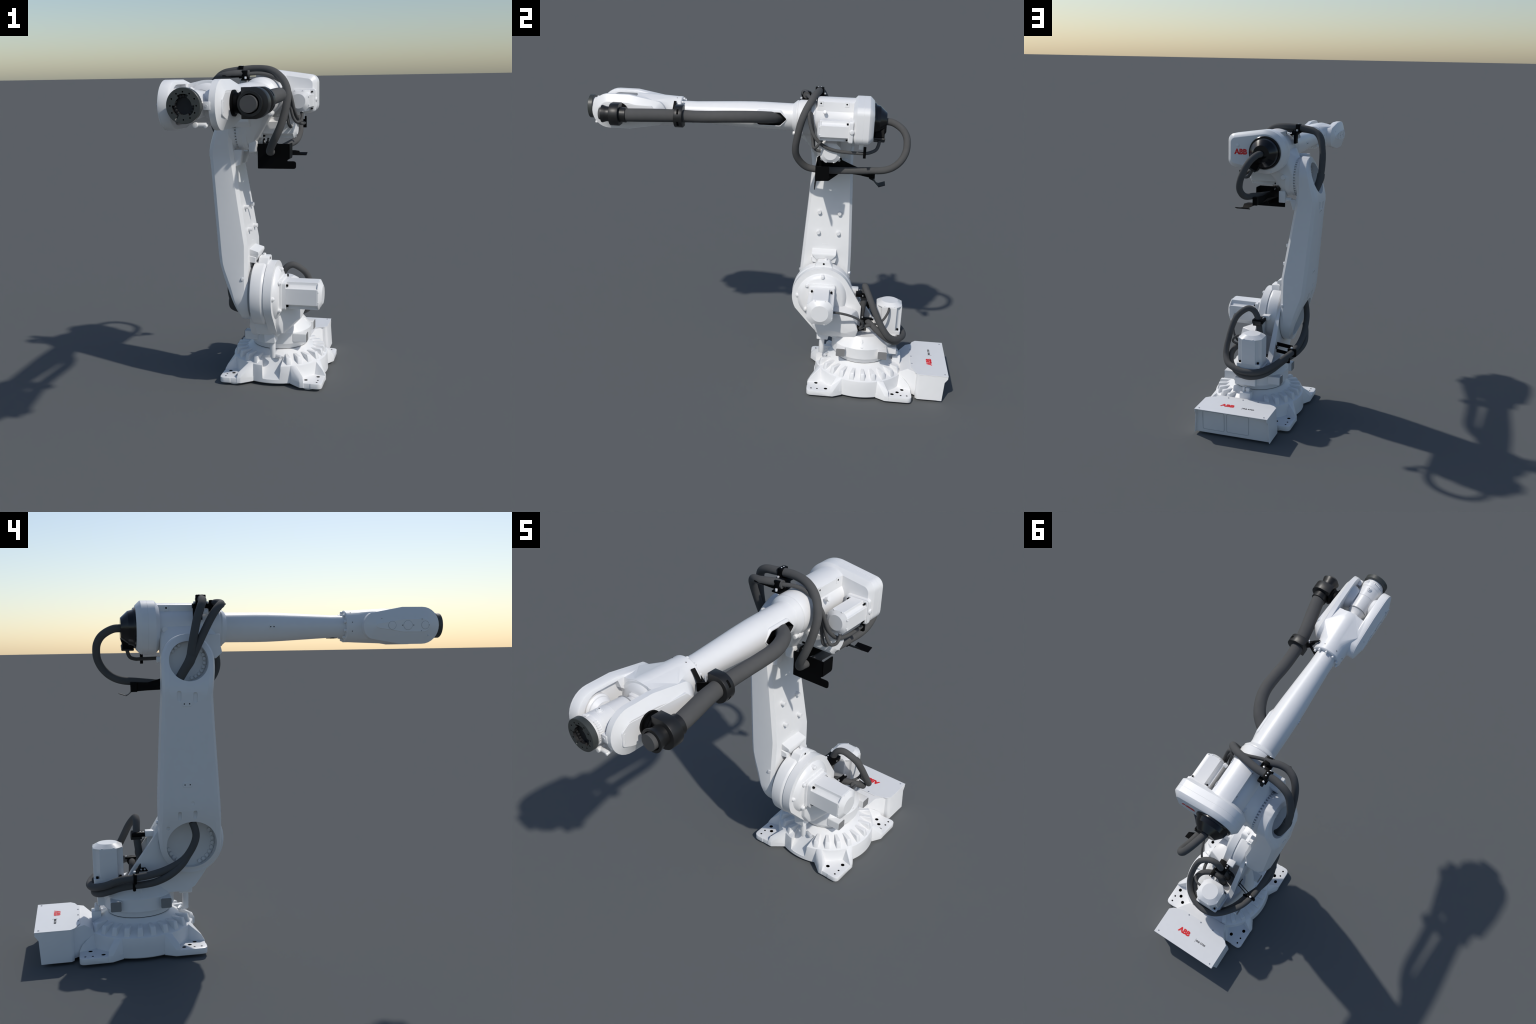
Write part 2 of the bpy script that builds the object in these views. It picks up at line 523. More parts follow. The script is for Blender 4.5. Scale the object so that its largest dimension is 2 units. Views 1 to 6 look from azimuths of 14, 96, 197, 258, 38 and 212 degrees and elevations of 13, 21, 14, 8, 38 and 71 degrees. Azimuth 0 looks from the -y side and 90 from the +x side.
# --- servo motor (local: axis +z, flange at z=0) -------------------------------
def motor(name, M, parent, h, L, bo, flange=0.010, capr=0.046, nz=0.029, caph=0.018):
    """h half width, L body length to cap, bo bolt circle half pitch, nz corner notch"""
    g = nz * 0.5
    def sect(z, k=1.0, full=False):
        H = h * k
        pts = []
        base_ = [(H, -(H - nz)), (H, H - nz)] if full else [(H, -(H - nz)), (H, H - nz), (H - g, H - nz + 0.001), (H - nz + 0.001, H - g)]
        for q in range(4):
            a = q * pi / 2
            for x, y in base_:
                pts.append((x * cos(a) - y * sin(a), x * sin(a) + y * cos(a), z))
        return pts
    bm = bmesh.new()
    loft(bm, [sect(flange - 0.001), sect(L - 0.002)], True)
    for v in bm.verts: v.co = M @ v.co
    body = make(name, bm, WHITE, parent, bevel=0.0012, seg=1)
    # flange
    bm = bmesh.new()
    prism(bm, rounded([(-h, -h), (h, -h), (h, h), (-h, h)], h * 0.16, 4), 'z', -0.012, flange)
    for v in bm.verts: v.co = M @ v.co
    make("motor_flange", bm, WHITE, body, bevel=0.001, seg=1, bevel_angle=50)
    # domed end cap
    bm = bmesh.new()
    n = 32
    secs = []
    oc = sect(L - 0.002, 0.985, True)
    def oct_ring(k, z, mix):
        ring = []
        for i in range(n):
            a = 2 * pi * (i + 0.5) / n
            # radius of the chamfered square in this direction
            c, s = abs(cos(a)), abs(sin(a))
            H = h * 0.985
            ro = min(H / max(c, s), (2 * H - nz) / (c + s))
            r = ro * (1 - mix) + capr * mix
            ring.append((r * k * cos(a), r * k * sin(a), z))
        return ring
    loft(bm, [oct_ring(1, L - 0.0025, 0), oct_ring(1, L + 0.001, 0), oct_ring(0.93, L + caph * 0.55, 0.35), oct_ring(1.0, L + caph, 1.0)])
    for v in bm.verts: v.co = M @ v.co
    make("motor_cap", bm, WHITE, body, angle=22)
    # cap screws lugs
    for q in range(8):
        a = q * pi / 4 + pi / 8
        bm = bmesh.new()
        r = h * 1.005
        lathe(bm, [(L - 0.006, 0.0042), (L + 0.004, 0.0042)], 'z', (r * cos(a), r * sin(a)), n=10)
        for v in bm.verts: v.co = M @ v.co
        make("cap_screw", bm, WHITE, body)
    # black mounting screws in the corner notches
    for sx in (1, -1):
        for sy in (1, -1):
            bm = bmesh.new()
            lathe(bm, [(flange - 0.002, nz * 0.20), (flange + 0.010, nz * 0.20)], 'z', (sx * bo, sy * bo), n=16)
            for v in bm.verts: v.co = M @ v.co
            make("mounting_screw", bm, HOLE, body)
    return body

M1 = Matrix.Translation((CX, 0.6585, 0.330))
motor("slewing_motor", M1, ROOT, 0.0695, 0.150, 0.0535)

# ============================================================================
# SHOULDER HOUSING
# ============================================================================
def build_shoulder():
    y2, z2 = J2
    bm = bmesh.new()
    lathe(bm, [(-0.0640, 0.0), (-0.0640, 0.160), (-0.060, 0.1665), (-0.012, 0.1685), (-0.006, 0.1670), (0.012, 0.153), (0.020, 0.150), (0.020, 0.0)], 'x', J2, n=112, cap=False)
    sh = make("shoulder_housing", bm, WHITE, ROOT, angle=28)
    # cheeks running back and down to the turret
    def tangent_outline(r, rear):
        pts = arc(y2, z2, r, 32, 208, 40)
        return pts + rear
    bm = bmesh.new()
    prism(bm, tangent_outline(0.1655, [(0.215, 0.335), (0.262, 0.285), (0.300, 0.262), (0.590, 0.262), (0.590, 0.312), (0.560, 0.345), (0.548, 0.386)]), 'x', 0.006, 0.046)
    c1 = make("cutter", bm, WHITE)
    bm = bmesh.new()
    prism(bm, tangent_outline(0.1500, [(0.225, 0.335), (0.262, 0.285), (0.300, 0.262), (0.610, 0.262), (0.610, 0.315), (0.575, 0.345), (0.560, 0.372)]), 'x', -0.090, -0.058)
    for v in bm.verts:
        if v.co.x < -0.08 and v.co.z > 0.36: v.co.x = -0.0635 - 0.0265 * max(0.0, min(1.0, (v.co.y - 0.33) / 0.14))
    c2 = make("cutter", bm, WHITE)
    # trunk under the drum
    bm = bmesh.new()
    hull(bm, [(x, y, z) for x, y, z in [(-0.062, 0.215, 0.345), (0.018, 0.215, 0.345), (-0.060, 0.262, 0.280), (0.020, 0.262, 0.280),
              (-0.075, 0.38, 0.262), (0.075, 0.38, 0.262), (-0.085, 0.47, 0.30), (0.075, 0.47, 0.30), (-0.085, 0.47, 0.262), (0.075, 0.47, 0.262),
              (-0.062, 0.40, 0.45), (0.02, 0.40, 0.45), (-0.062, 0.20, 0.45), (0.02, 0.20, 0.45), (-0.062, 0.44, 0.36), (0.02, 0.44, 0.36)]])
    c3 = make("cutter", bm, WHITE)
    union(sh, [c1, c2, c3], angle=28)
    bm = bmesh.new(); lathe(bm, [(0.27, 0.050), (0.60, 0.050)], 'z', (0.000, 0.522), n=40)
    cut(sh, [make("cutter", bm, WHITE)], angle=28)
    # front-left foot of the trunk
    bm = bmesh.new()
    loft(bm, [[(CX - 0.085, 0.375, 0.20), (CX - 0.005, 0.352, 0.20), (CX - 0.005, 0.42, 0.20), (CX - 0.085, 0.44, 0.20)],
              [(-0.090, 0.345, 0.285), (-0.03, 0.335, 0.285), (-0.03, 0.42, 0.285), (-0.090, 0.43, 0.285)]])
    # gear side cover: two steps
    bm2 = bmesh.new()
    lathe(bm2, [(0.015, 0.0), (0.015, 0.1480), (0.024, 0.1460), (0.052, 0.1340), (0.0600, 0.1270), (0.0660, 0.1190), (0.0690, 0.1110), (0.0690, 0.0)], 'x', J2, n=96, cap=False)
    bm.free()
    cover = make("gear_cover", bm2, WHITE, sh, angle=28)
    # mount plate of the motor
    bm = bmesh.new()
    prism(bm, rounded([(y2 - 0.074, z2 - 0.078), (y2 + 0.074, z2 - 0.078), (y2 + 0.074, z2 + 0.084), (y2 - 0.074, z2 + 0.084)], 0.012, 4), 'x', 0.060, 0.082)
    make("motor_mount", bm, WHITE, sh, bevel=0.002, seg=2, bevel_angle=50)
    # connector panel below
    bm = bmesh.new()
    hull(bm, [(0.150, 0.494, 0.358), (0.152, 0.488, 0.372), (0.142, 0.452, 0.452), (0.112, 0.470, 0.293), (0.125, 0.480, 0.305), (0.080, 0.290, 0.283), (0.070, 0.262, 0.290), (0.064, 0.225, 0.350), (0.064, 0.225, 0.440),
              (0.110, 0.34, 0.44), (0.127, 0.335, 0.338), (0.130, 0.335, 0.43), (0.145, 0.42, 0.335), (0.02, 0.225, 0.345), (0.02, 0.262, 0.280), (0.02, 0.470, 0.272), (0.02, 0.500, 0.300), (0.02, 0.50, 0.40), (0.02, 0.40, 0.46), (0.02, 0.225, 0.46), (0.060, 0.48, 0.44)])
    make("connector_panel", bm, WHITE, sh, bevel=0.004, seg=2)
    bm = bmesh.new()
    o = rounded([(0.352, 0.318), (0.372, 0.302), (0.392, 0.302), (0.392, 0.356), (0.372, 0.356), (0.352, 0.338)], 0.006, 4)
    ce = Vector((0.374, 0.329))
    i_ = [tuple(ce + (Vector(p) - ce) * 0.95) for p in o]
    bm.free()
    # cover bolts with sealing caps
    for a, r, xe in ((90, 0.124, 0.075), (140, 0.109, 0.078), (180, 0.134, 0.056), (220, 0.111, 0.080)):
        p = (y2 + r * cos(radians(a)), z2 + r * sin(radians(a)))
        bm = bmesh.new()
        rr = 0.0110
        lathe(bm, [(0.030, rr), (xe - 0.003, rr), (xe, rr - 0.003), (xe, 0.006), (xe + 0.003, 0.005), (xe + 0.003, 0.0)], 'x', p, n=24, cap=False)
        make("cover_plug", bm, WHITE, sh)
    # hard stop block at the top of the drum
    bm = bmesh.new()
    zt = z2 + 0.192
    loft(bm, [[(-0.044, y2 - 0.054, z2 + 0.150), (0.006, y2 - 0.054, z2 + 0.150), (0.006, y2 + 0.054, z2 + 0.150), (-0.044, y2 + 0.054, z2 + 0.150)],
              [(-0.040, y2 - 0.036, zt - 0.006), (0.010, y2 - 0.036, zt - 0.006), (0.010, y2 + 0.036, zt - 0.006), (-0.040, y2 + 0.036, zt - 0.006)],
              [(-0.040, y2 - 0.028, zt), (0.008, y2 - 0.028, zt), (0.008, y2 + 0.028, zt), (-0.040, y2 + 0.028, zt)]])
    make("stop_block", bm, WHITE, sh, bevel=0.002, seg=1)
    bm = bmesh.new(); lathe(bm, [(0.008, 0.0055), (0.0108, 0.0055)], 'x', (y2, zt - 0.012), n=16)
    make("stop_hole", bm, HOLE, sh)
    bm = bmesh.new(); lathe(bm, [(zt - 0.01, 0.008), (zt + 0.010, 0.008)], 'z', (-0.022, y2 + 0.010), n=16)
    make("stop_bolt", bm, WHITE, sh, bevel=0.001)
    # seal ring between drum and arm
    bm = bmesh.new(); lathe(bm, [(-0.078, 0.0), (-0.078, 0.143), (-0.062, 0.143), (-0.062, 0.0)], 'x', J2, n=96, cap=False)
    make("shoulder_seal", bm, SEAL, sh)
    # front apron under the drum and the stop post
    bm = bmesh.new()
    loft(bm, [[(-0.030, 0.262, 0.330), (0.030, 0.262, 0.330), (0.034, 0.345, 0.330), (-0.030, 0.345, 0.330)],
              [(-0.024, 0.268, 0.232), (0.034, 0.268, 0.232), (0.034, 0.330, 0.232), (-0.024, 0.330, 0.232)]])
    make("front_apron", bm, WHITE, sh, bevel=0.003, seg=1)
    bm = bmesh.new(); lathe(bm, [(0.145, 0.0), (0.145, 0.0125), (0.150, 0.0145), (0.215, 0.0155), (0.260, 0.0165)], 'z', (0.0135, 0.297), n=28)
    make("stop_post", bm, WHITE, sh)
    bm = bmesh.new(); cyl_between(bm, (0.014, 0.335, 0.140), (0.052, 0.318, 0.143), 0.0095)
    make("stop_post_pin", bm, STEEL, sh, bevel=0.003)
    # lug with cable clamp on the back of the cheek
    bm = bmesh.new(); box(bm, -0.030, 0.012, 0.430, 0.482, 0.520, 0.548)
    make("clamp_lug", bm, WHITE, sh, bevel=0.003)
    return sh
SHOULDER = build_shoulder()
MX = Matrix(((0, 0, 1, 0.092), (1, 0, 0, J2[0]), (0, 1, 0, J2[1]), (0, 0, 0, 1)))
motor("shoulder_motor", MX, ROOT, 0.0705, 0.171, 0.0535)

# ============================================================================
# LOWER ARM
# ============================================================================
def interp(tab, z):
    for (z0, v0), (z1, v1) in zip(tab, tab[1:]):
        if z <= z1:
            t = max(0.0, min(1.0, (z - z0) / (z1 - z0)))
            return v0 + (v1 - v0) * t
    return tab[-1][1]

def build_lower_arm():
    x_out = [(0.340, -0.112), (0.360, -0.119), (0.640, -0.2195), (0.672, -0.2285), (0.71, -0.2335), (1.14, -0.2700), (1.18, -0.2735), (1.215, -0.2745), (1.245, -0.2700), (1.28, -0.2590), (1.453, -0.1980), (1.46, -0.194)]
    x_in = [(0.34, -0.079), (0.765, -0.079), (1.20, -0.148), (1.26, -0.152), (1.46, -0.152)]
    RT, RB = 0.1185, 0.1425
    z0, z1 = J2[1] - RB, J3[1] + RT
    y_f = [(0.502, 0.1395), (0.60, 0.1445), (1.06, 0.1735), (1.195, 0.180), (1.25, 0.172), (1.30, 0.1655), (1.3375, 0.1645)]
    y_r = [(0.502, 0.4245), (0.55, 0.4290), (0.70, 0.4280), (1.06, 0.4120), (1.20, 0.4040), (1.3375, 0.4015)]
    zs = [z0 + RB * (1 - cos(radians(a))) for a in range(4, 91, 5)]
    zs += [0.52, 0.56, 0.60, 0.64, 0.672, 0.72, 0.765, 0.85, 0.95, 1.06, 1.13, 1.18, 1.205, 1.23, 1.26, 1.29, 1.315]
    zs += [J3[1] + RT * sin(radians(a)) for a in range(0, 88, 5)]
    secs = []
    for z in zs:
        xo, xi = interp(x_out, z), interp(x_in, z)
        if z < J2[1]:
            w = sqrt(max(0, RB**2 - (J2[1] - z)**2)); f, r = J2[0] - w, J2[0] + w
        elif z > J3[1]:
            w = sqrt(max(0, RT**2 - (z - J3[1])**2)); f, r = J3[0] - w, J3[0] + w
        else:
            f, r = interp(y_f, z), interp(y_r, z)
        wd = r - f
        k = min(1.0, wd / 0.20)
        thick = xi - xo
        mid = 1.0 if 0.62 < z < 1.2 else 0.45
        c1x, c1y = min(0.026, thick * 0.24) * k, 0.040 * k * (0.5 + 0.5 * mid)      # outer chamfers
        c2x, c2y = min(0.016, thick * 0.15) * k, 0.014 * k                          # inner chamfers
        tx = thick * 0.42                                                           # crease in the front facet
        secs.append([(xo, f + c1y, z), (xo + c1x * .35, f + c1y * .35, z), (xo + c1x, f + 0.0015 * k, z), (xo + c1x + tx, f, z), (xi - c2x, f + 0.0035 * k, z), (xi, f + 0.0035 * k + c2y, z),
                     (xi, r - c2y, z), (xi - c2x, r, z), (xo + c1x, r, z), (xo + c1x * .35, r - c1y * .35, z), (xo, r - c1y, z)])
    bm = bmesh.new()
    loft(bm, secs)
    arm = make("lower_arm", bm, WHITE, ROOT, angle=20)
    # hub discs towards the shoulder and the elbow
    bm = bmesh.new(); lathe(bm, [(-0.125, 0.0), (-0.125, 0.1415), (-0.082, 0.1415), (-0.072, 0.1380), (-0.072, 0.0)], 'x', J2, n=96, cap=False)
    h1 = make("cutter", bm, WHITE)
    bm = bmesh.new(); lathe(bm, [(-0.185, 0.0), (-0.185, 0.1150), (-0.160, 0.1150), (-0.142, 0.1080), (-0.138, 0.104), (-0.138, 0.0)], 'x', J3, n=96, cap=False)
    h2 = make("cutter", bm, WHITE)
    union(arm, [h1, h2], angle=20)
    # big round recesses on the outer side
    bm = bmesh.new(); lathe(bm, [(-0.40, 0.0865), (-0.178, 0.0865)], 'x', J3, n=96)
    k1 = make("cutter", bm, WHITE)
    bm = bmesh.new(); lathe(bm, [(-0.40, 0.1160), (-0.096, 0.1160)], 'x', J2, n=96)
    k2 = make("cutter", bm, WHITE)
    # slots and sockets on the outer face (cut 5 mm deep)
    bm = bmesh.new()
    def slot(y, z, w, h, d=0.006):
        xo = interp(x_out, z)
        o = rounded([(y - w, z - h), (y + w, z - h), (y + w, z + h), (y - w, z + h)], w * 0.98, 5)
        prism(bm, o, 'x', xo - 0.05, xo + d)
    slot(0.334, 1.1885, 0.0095, 0.0225); slot(0.263, 1.181, 0.0095, 0.0225)
    slot(0.340, 0.650, 0.0085, 0.0195, 0.010); slot(0.270, 0.652, 0.0085, 0.0195, 0.010)
    k3 = make("cutter", bm, WHITE)
    bm = bmesh.new()
    def dimple(y, z, w, d=0.003):
        xo = interp(x_out, z)
        lathe(bm, [(xo - 0.05, w), (xo + d, w)], 'x', (y, z), n=24)
    dimple(0.283, 0.706, 0.0095); dimple(0.392, 0.592, 0.0085, 0.008)
    k4 = make("cutter", bm, WHITE)
    cut(arm, [k1, k2, k3, k4], angle=20)
    # two-hole bosses
    for y, z in ((0.301, 1.154), (0.304, 0.793)):
        xo = interp(x_out, z)
        tilt = (interp(x_out, z + 0.01) - interp(x_out, z - 0.01)) / 0.02
        bm = bmesh.new()
        o = rounded([(y - 0.022, z - 0.0125), (y + 0.022, z - 0.0125), (y + 0.022, z + 0.0125), (y - 0.022, z + 0.0125)], 0.012, 6)
        prism(bm, o, 'x', -0.0022, 0.004)
        for v in bm.verts: v.co.x += xo + tilt * (v.co.z - z)
        make("screw_boss", bm, WHITE, arm, bevel=0.001, seg=1, bevel_angle=60)
        for d in (-0.0115, 0.0115):
            bm = bmesh.new(); lathe(bm, [(xo - 0.0026, 0.0028), (xo, 0.0028)], 'x', (y + d, z), n=14)
            make("boss_hole", bm, HOLE, arm)
    # recess floors with bolt circles
    for (cy, cz), rad, xf, nb, rb, arcs in ((J3, 0.0765, -0.1785, 26, 0.0076, ((135, 265), (30, 75))), (J2, 0.1045, -0.0965, 30, 0.0088, ((140, 255), (290, 350)))):
        bm = bmesh.new()
        lathe(bm, [(0.0, rb), (-0.008, rb), (-0.0095, rb - 0.0015), (-0.0095, 0.0)], 'x', (0, 0), n=16, cap=False)
        first = make("flange_bolt", bm, WHITE, arm)
        k = 0
        for i in range(nb):
            a = 2 * pi * (i + 0.5) / nb
            if not any(lo <= math.degrees(a) <= hi for lo, hi in arcs): continue
            M = Matrix.Translation((xf, cy + rad * cos(a), cz + rad * sin(a)))
            if k == 0: first.matrix_local = M
            else: instance(first, arm, M)
            k += 1
    # threaded studs on the inner face
    for y, z in ((0.2385, 0.947), (0.350, 0.945), (0.2390, 0.835), (0.3495, 0.835)):
        xi = interp(x_in, z)
        bm = bmesh.new(); cyl_between(bm, (xi - 0.012, y, z), (xi + 0.020, y, z), 0.0105, n=24)
        make("threaded_stud", bm, WHITE, arm, bevel=0.0012, seg=1)
    # cast mark
    bm = bmesh.new()
    for dy, dz, w, h in ((-0.012, 0, 0.010, 0.0015), (0.0, 0.002, 0.006, 0.003), (0.012, 0, 0.010, 0.0015)):
        xi = interp(x_in, 0.768)
        box(bm, xi - 0.002, xi + 0.0008, 0.282 + dy - w / 2, 0.282 + dy + w / 2, 0.768 + dz - h, 0.768 + dz + h)
    make("cast_mark", bm, WHITE, arm)
    # bump stop on the inner face above the shoulder
    y0 = 0.278
    bm = bmesh.new()
    hull(bm, [(-0.085, y0 - 0.068, 0.742), (-0.085, y0 + 0.068, 0.742), (-0.036, y0 - 0.068, 0.727), (-0.036, y0 + 0.068, 0.727),
              (-0.034, y0 - 0.066, 0.715), (-0.034, y0 + 0.066, 0.715), (-0.085, y0 - 0.068, 0.705), (-0.085, y0 + 0.068, 0.705),
              (-0.050, y0 - 0.032, 0.675), (-0.050, y0 + 0.032, 0.675), (-0.085, y0 - 0.032, 0.675), (-0.085, y0 + 0.032, 0.675)])
    bs = make("bump_stop", bm, WHITE, arm, bevel=0.0015, seg=1)
    for s in (-1, 1):
        bm = bmesh.new()
        hull(bm, [(-0.085, y0 + s * 0.030, 0.706), (-0.085, y0 + s * 0.071, 0.706), (-0.085, y0 + s * 0.071, 0.672), (-0.085, y0 + s * 0.034, 0.668),
                  (-0.052, y0 + s * 0.030, 0.700), (-0.048, y0 + s * 0.071, 0.698), (-0.052, y0 + s * 0.064, 0.668), (-0.052, y0 + s * 0.040, 0.664)])
        make("buffer_pad", bm, WHITE, bs, bevel=0.0015, seg=1)
    # stop lugs below the elbow
    bm = bmesh.new(); hull(bm, [(-0.160, 0.205, 1.232), (-0.108, 0.205, 1.232), (-0.160, 0.205, 1.160), (-0.118, 0.205, 1.160), (-0.150, 0.205, 1.145),
                                (-0.160, 0.245, 1.232), (-0.108, 0.245, 1.232), (-0.160, 0.245, 1.160), (-0.118, 0.245, 1.160), (-0.150, 0.245, 1.145)])
    make("elbow_stop_lug", bm, WHITE, arm, bevel=0.0025, seg=1)
    bm = bmesh.new(); hull(bm, [(-0.160, 0.325, 1.215), (-0.104, 0.325, 1.215), (-0.160, 0.325, 1.165), (-0.125, 0.325, 1.155),
                                (-0.160, 0.368, 1.215), (-0.104, 0.368, 1.215), (-0.160, 0.368, 1.165), (-0.125, 0.368, 1.155)])
    make("elbow_stop_lug", bm, WHITE, arm, bevel=0.0025, seg=1)
    # plugs on the front edge near the shoulder
    bm = bmesh.new(); cyl_between(bm, (-0.108, 0.156, 0.598), (-0.100, 0.1445, 0.598), 0.0100); make("arm_plug", bm, STEEL, arm, bevel=0.002)
    bm = bmesh.new(); cyl_between(bm, (-0.100, 0.41, 0.600), (-0.090, 0.432, 0.600), 0.010); make("arm_plug", bm, STEEL, arm, bevel=0.002)
    return arm
LOWER = build_lower_arm()

# ============================================================================
# ELBOW HOUSING + UPPER ARM
# ============================================================================
def ring_pts(axis, c, t, r, n=24, a0=0, a1=360):
    return [axpt(axis, c, t, r * cos(radians(a0 + (a1 - a0) * i / n)), r * sin(radians(a0 + (a1 - a0) * i / n))) for i in range(n)]

def build_elbow():
    AX = (CX, AZ)
    bm = bmesh.new()
    # front ring of the housing (bearing of the rotating tube)
    lathe(bm, [(0.100, 0.0), (0.100, 0.078), (0.104, 0.084), (0.116, 0.0895), (0.190, 0.0905), (0.194, 0.0870), (0.200, 0.0845), (0.395, 0.0845), (0.395, 0.0)], 'y', AX, n=96, cap=False)
    el = make("elbow_housing", bm, WHITE, ROOT, angle=28)
    # arched top block
    bm = bmesh.new()
    top = [(0.0775 - (0.1085) * i / 10, 0) for i in range(11)]
    sec = [(-0.031, 1.50)] + [(0.0775, 1.50)] + [(x, AZ + sqrt(0.1135**2 - (x - 0.018)**2)) for x, _ in top]
    prism(bm, sec, 'y', 0.203, 0.400)
    c1 = make("cutter", bm, WHITE)
    # casting that blends the arm housing into the elbow drum
    bm = bmesh.new()
    P = ring_pts('x', J3, -0.128, 0.110, 40) + ring_pts('x', J3, -0.060, 0.1045, 40) + ring_pts('x', (J3[0], J3[1] + 0.012), -0.040, 0.082, 32)
    P += [(-0.062, 0.125, 1.490), (-0.050, 0.385, 1.500), (0.060, 0.150, 1.430), (0.060, 0.385, 1.430), (0.040, 0.130, 1.420), (-0.060, 0.115, 1.400), (0.040, 0.385, 1.405), (-0.050, 0.12, 1.52), (-0.040, 0.385, 1.52)]
    hull(bm, P)
    c2 = make("cutter", bm, WHITE)
    bm = bmesh.new()
    lathe(bm, [(-0.128, 0.0), (-0.128, 0.0985), (-0.100, 0.1100), (-0.080, 0.1100), (-0.080, 0.0)], 'x', J3, n=96, cap=False)
    c3 = make("cutter", bm, WHITE)
    union(el, [c1, c2, c3], angle=26)
    bm = bmesh.new(); lathe(bm, [(-0.148, 0.0), (-0.148, 0.096), (-0.126, 0.096), (-0.126, 0.0)], 'x', J3, n=96, cap=False)
    make("elbow_bearing", bm, WHITE, el)
    bm = bmesh.new(); lathe(bm, [(0.0, 0.0048), (-0.012, 0.0048), (-0.012, 0.0)], 'x', (0, 0), n=10, cap=False)
    first = make("bearing_bolt", bm, WHITE, el); k = 0
    for i in range(40):
        a = 2 * pi * i / 40
        M = Matrix.Translation((-0.1275, J3[0] + 0.1010 * cos(a), J3[1] + 0.1010 * sin(a)))
        if k == 0: first.matrix_local = M
        else: instance(first, el, M)
        k += 1
    # front stop block on the drum
    bm = bmesh.new()
    prism(bm, [(0.126, 1.405), (0.119, 1.372), (0.150, 1.345), (0.190, 1.385), (0.202, 1.430), (0.197, 1.456), (0.128, 1.456)], 'x', -0.154, -0.050)
    make("drum_stop_block", bm, WHITE, el, bevel=0.003, seg=1)
    # stop bosses under the drum
    bm = bmesh.new(); box(bm, -0.078, -0.040, 0.325, 0.372, 1.196, 1.262)
    make("drum_stop_boss", bm, WHITE, el, bevel=0.004)
    bm = bmesh.new(); cyl_between(bm, (-0.112, 0.349, 1.214), (-0.075, 0.349, 1.214), 0.0105)
    make("drum_stop_bolt", bm, WHITE, el)
    bm = bmesh.new(); box(bm, -0.075, -0.036, 0.205, 0.330, 1.222, 1.275)
    make("bracket_boss", bm, WHITE, el, bevel=0.006)
    # round oil plugs
    bm = bmesh.new(); lathe(bm, [(-0.086, 0.0135), (-0.05, 0.0135)], 'x', (0.3655, 1.478), n=24); make("oil_plug", bm, WHITE, el, bevel=0.001)
    bm = bmesh.new(); cyl_between(bm, (-0.080, 0.3655, 1.470), (-0.080, 0.330, 1.395), 0.009); make("oil_channel", bm, WHITE, el)
    bm = bmesh.new(); lathe(bm, [(0.375, 0.0140), (0.405, 0.0140), (0.407, 0.011)], 'y', (-0.072, 1.345), n=24); make("oil_plug", bm, WHITE, el)
    # screw tabs along the top block
    for y in (0.221, 0.352):
        for x0, x1, xs in ((0.0765, 0.0795, 0.0800), (-0.0330, -0.0295, -0.0335)):
            bm = bmesh.new(); box(bm, x0, x1, y - 0.0115, y + 0.0115, 1.563, 1.587)
            make("screw_tab", bm, WHITE, el, bevel=0.0005, seg=1)
            bm = bmesh.new(); lathe(bm, [(min(xs, x0), 0.0042), (max(xs, x1), 0.0042)], 'x', (y, 1.576), n=14); make("tab_hole", bm, HOLE, el)
    # plug on the flank
    bm = bmesh.new(); cyl_between(bm, (0.095, 0.245, 1.532), (0.112, 0.243, 1.540), 0.0095); make("flank_plug", bm, WHITE, el, bevel=0.0015)
    # calibration pin at the front ring
    bm = bmesh.new(); cyl_between(bm, (0.060, 0.135, 1.412), (0.060, 0.104, 1.412), 0.0130); make("calibration_pin", bm, WHITE, el, bevel=0.001)
    bm = bmesh.new(); cyl_between(bm, (0.060, 0.106, 1.412), (0.060, 0.082, 1.412), 0.0100); make("calibration_pin", bm, WHITE, el, bevel=0.002)
    return el
ELBOW = build_elbow()

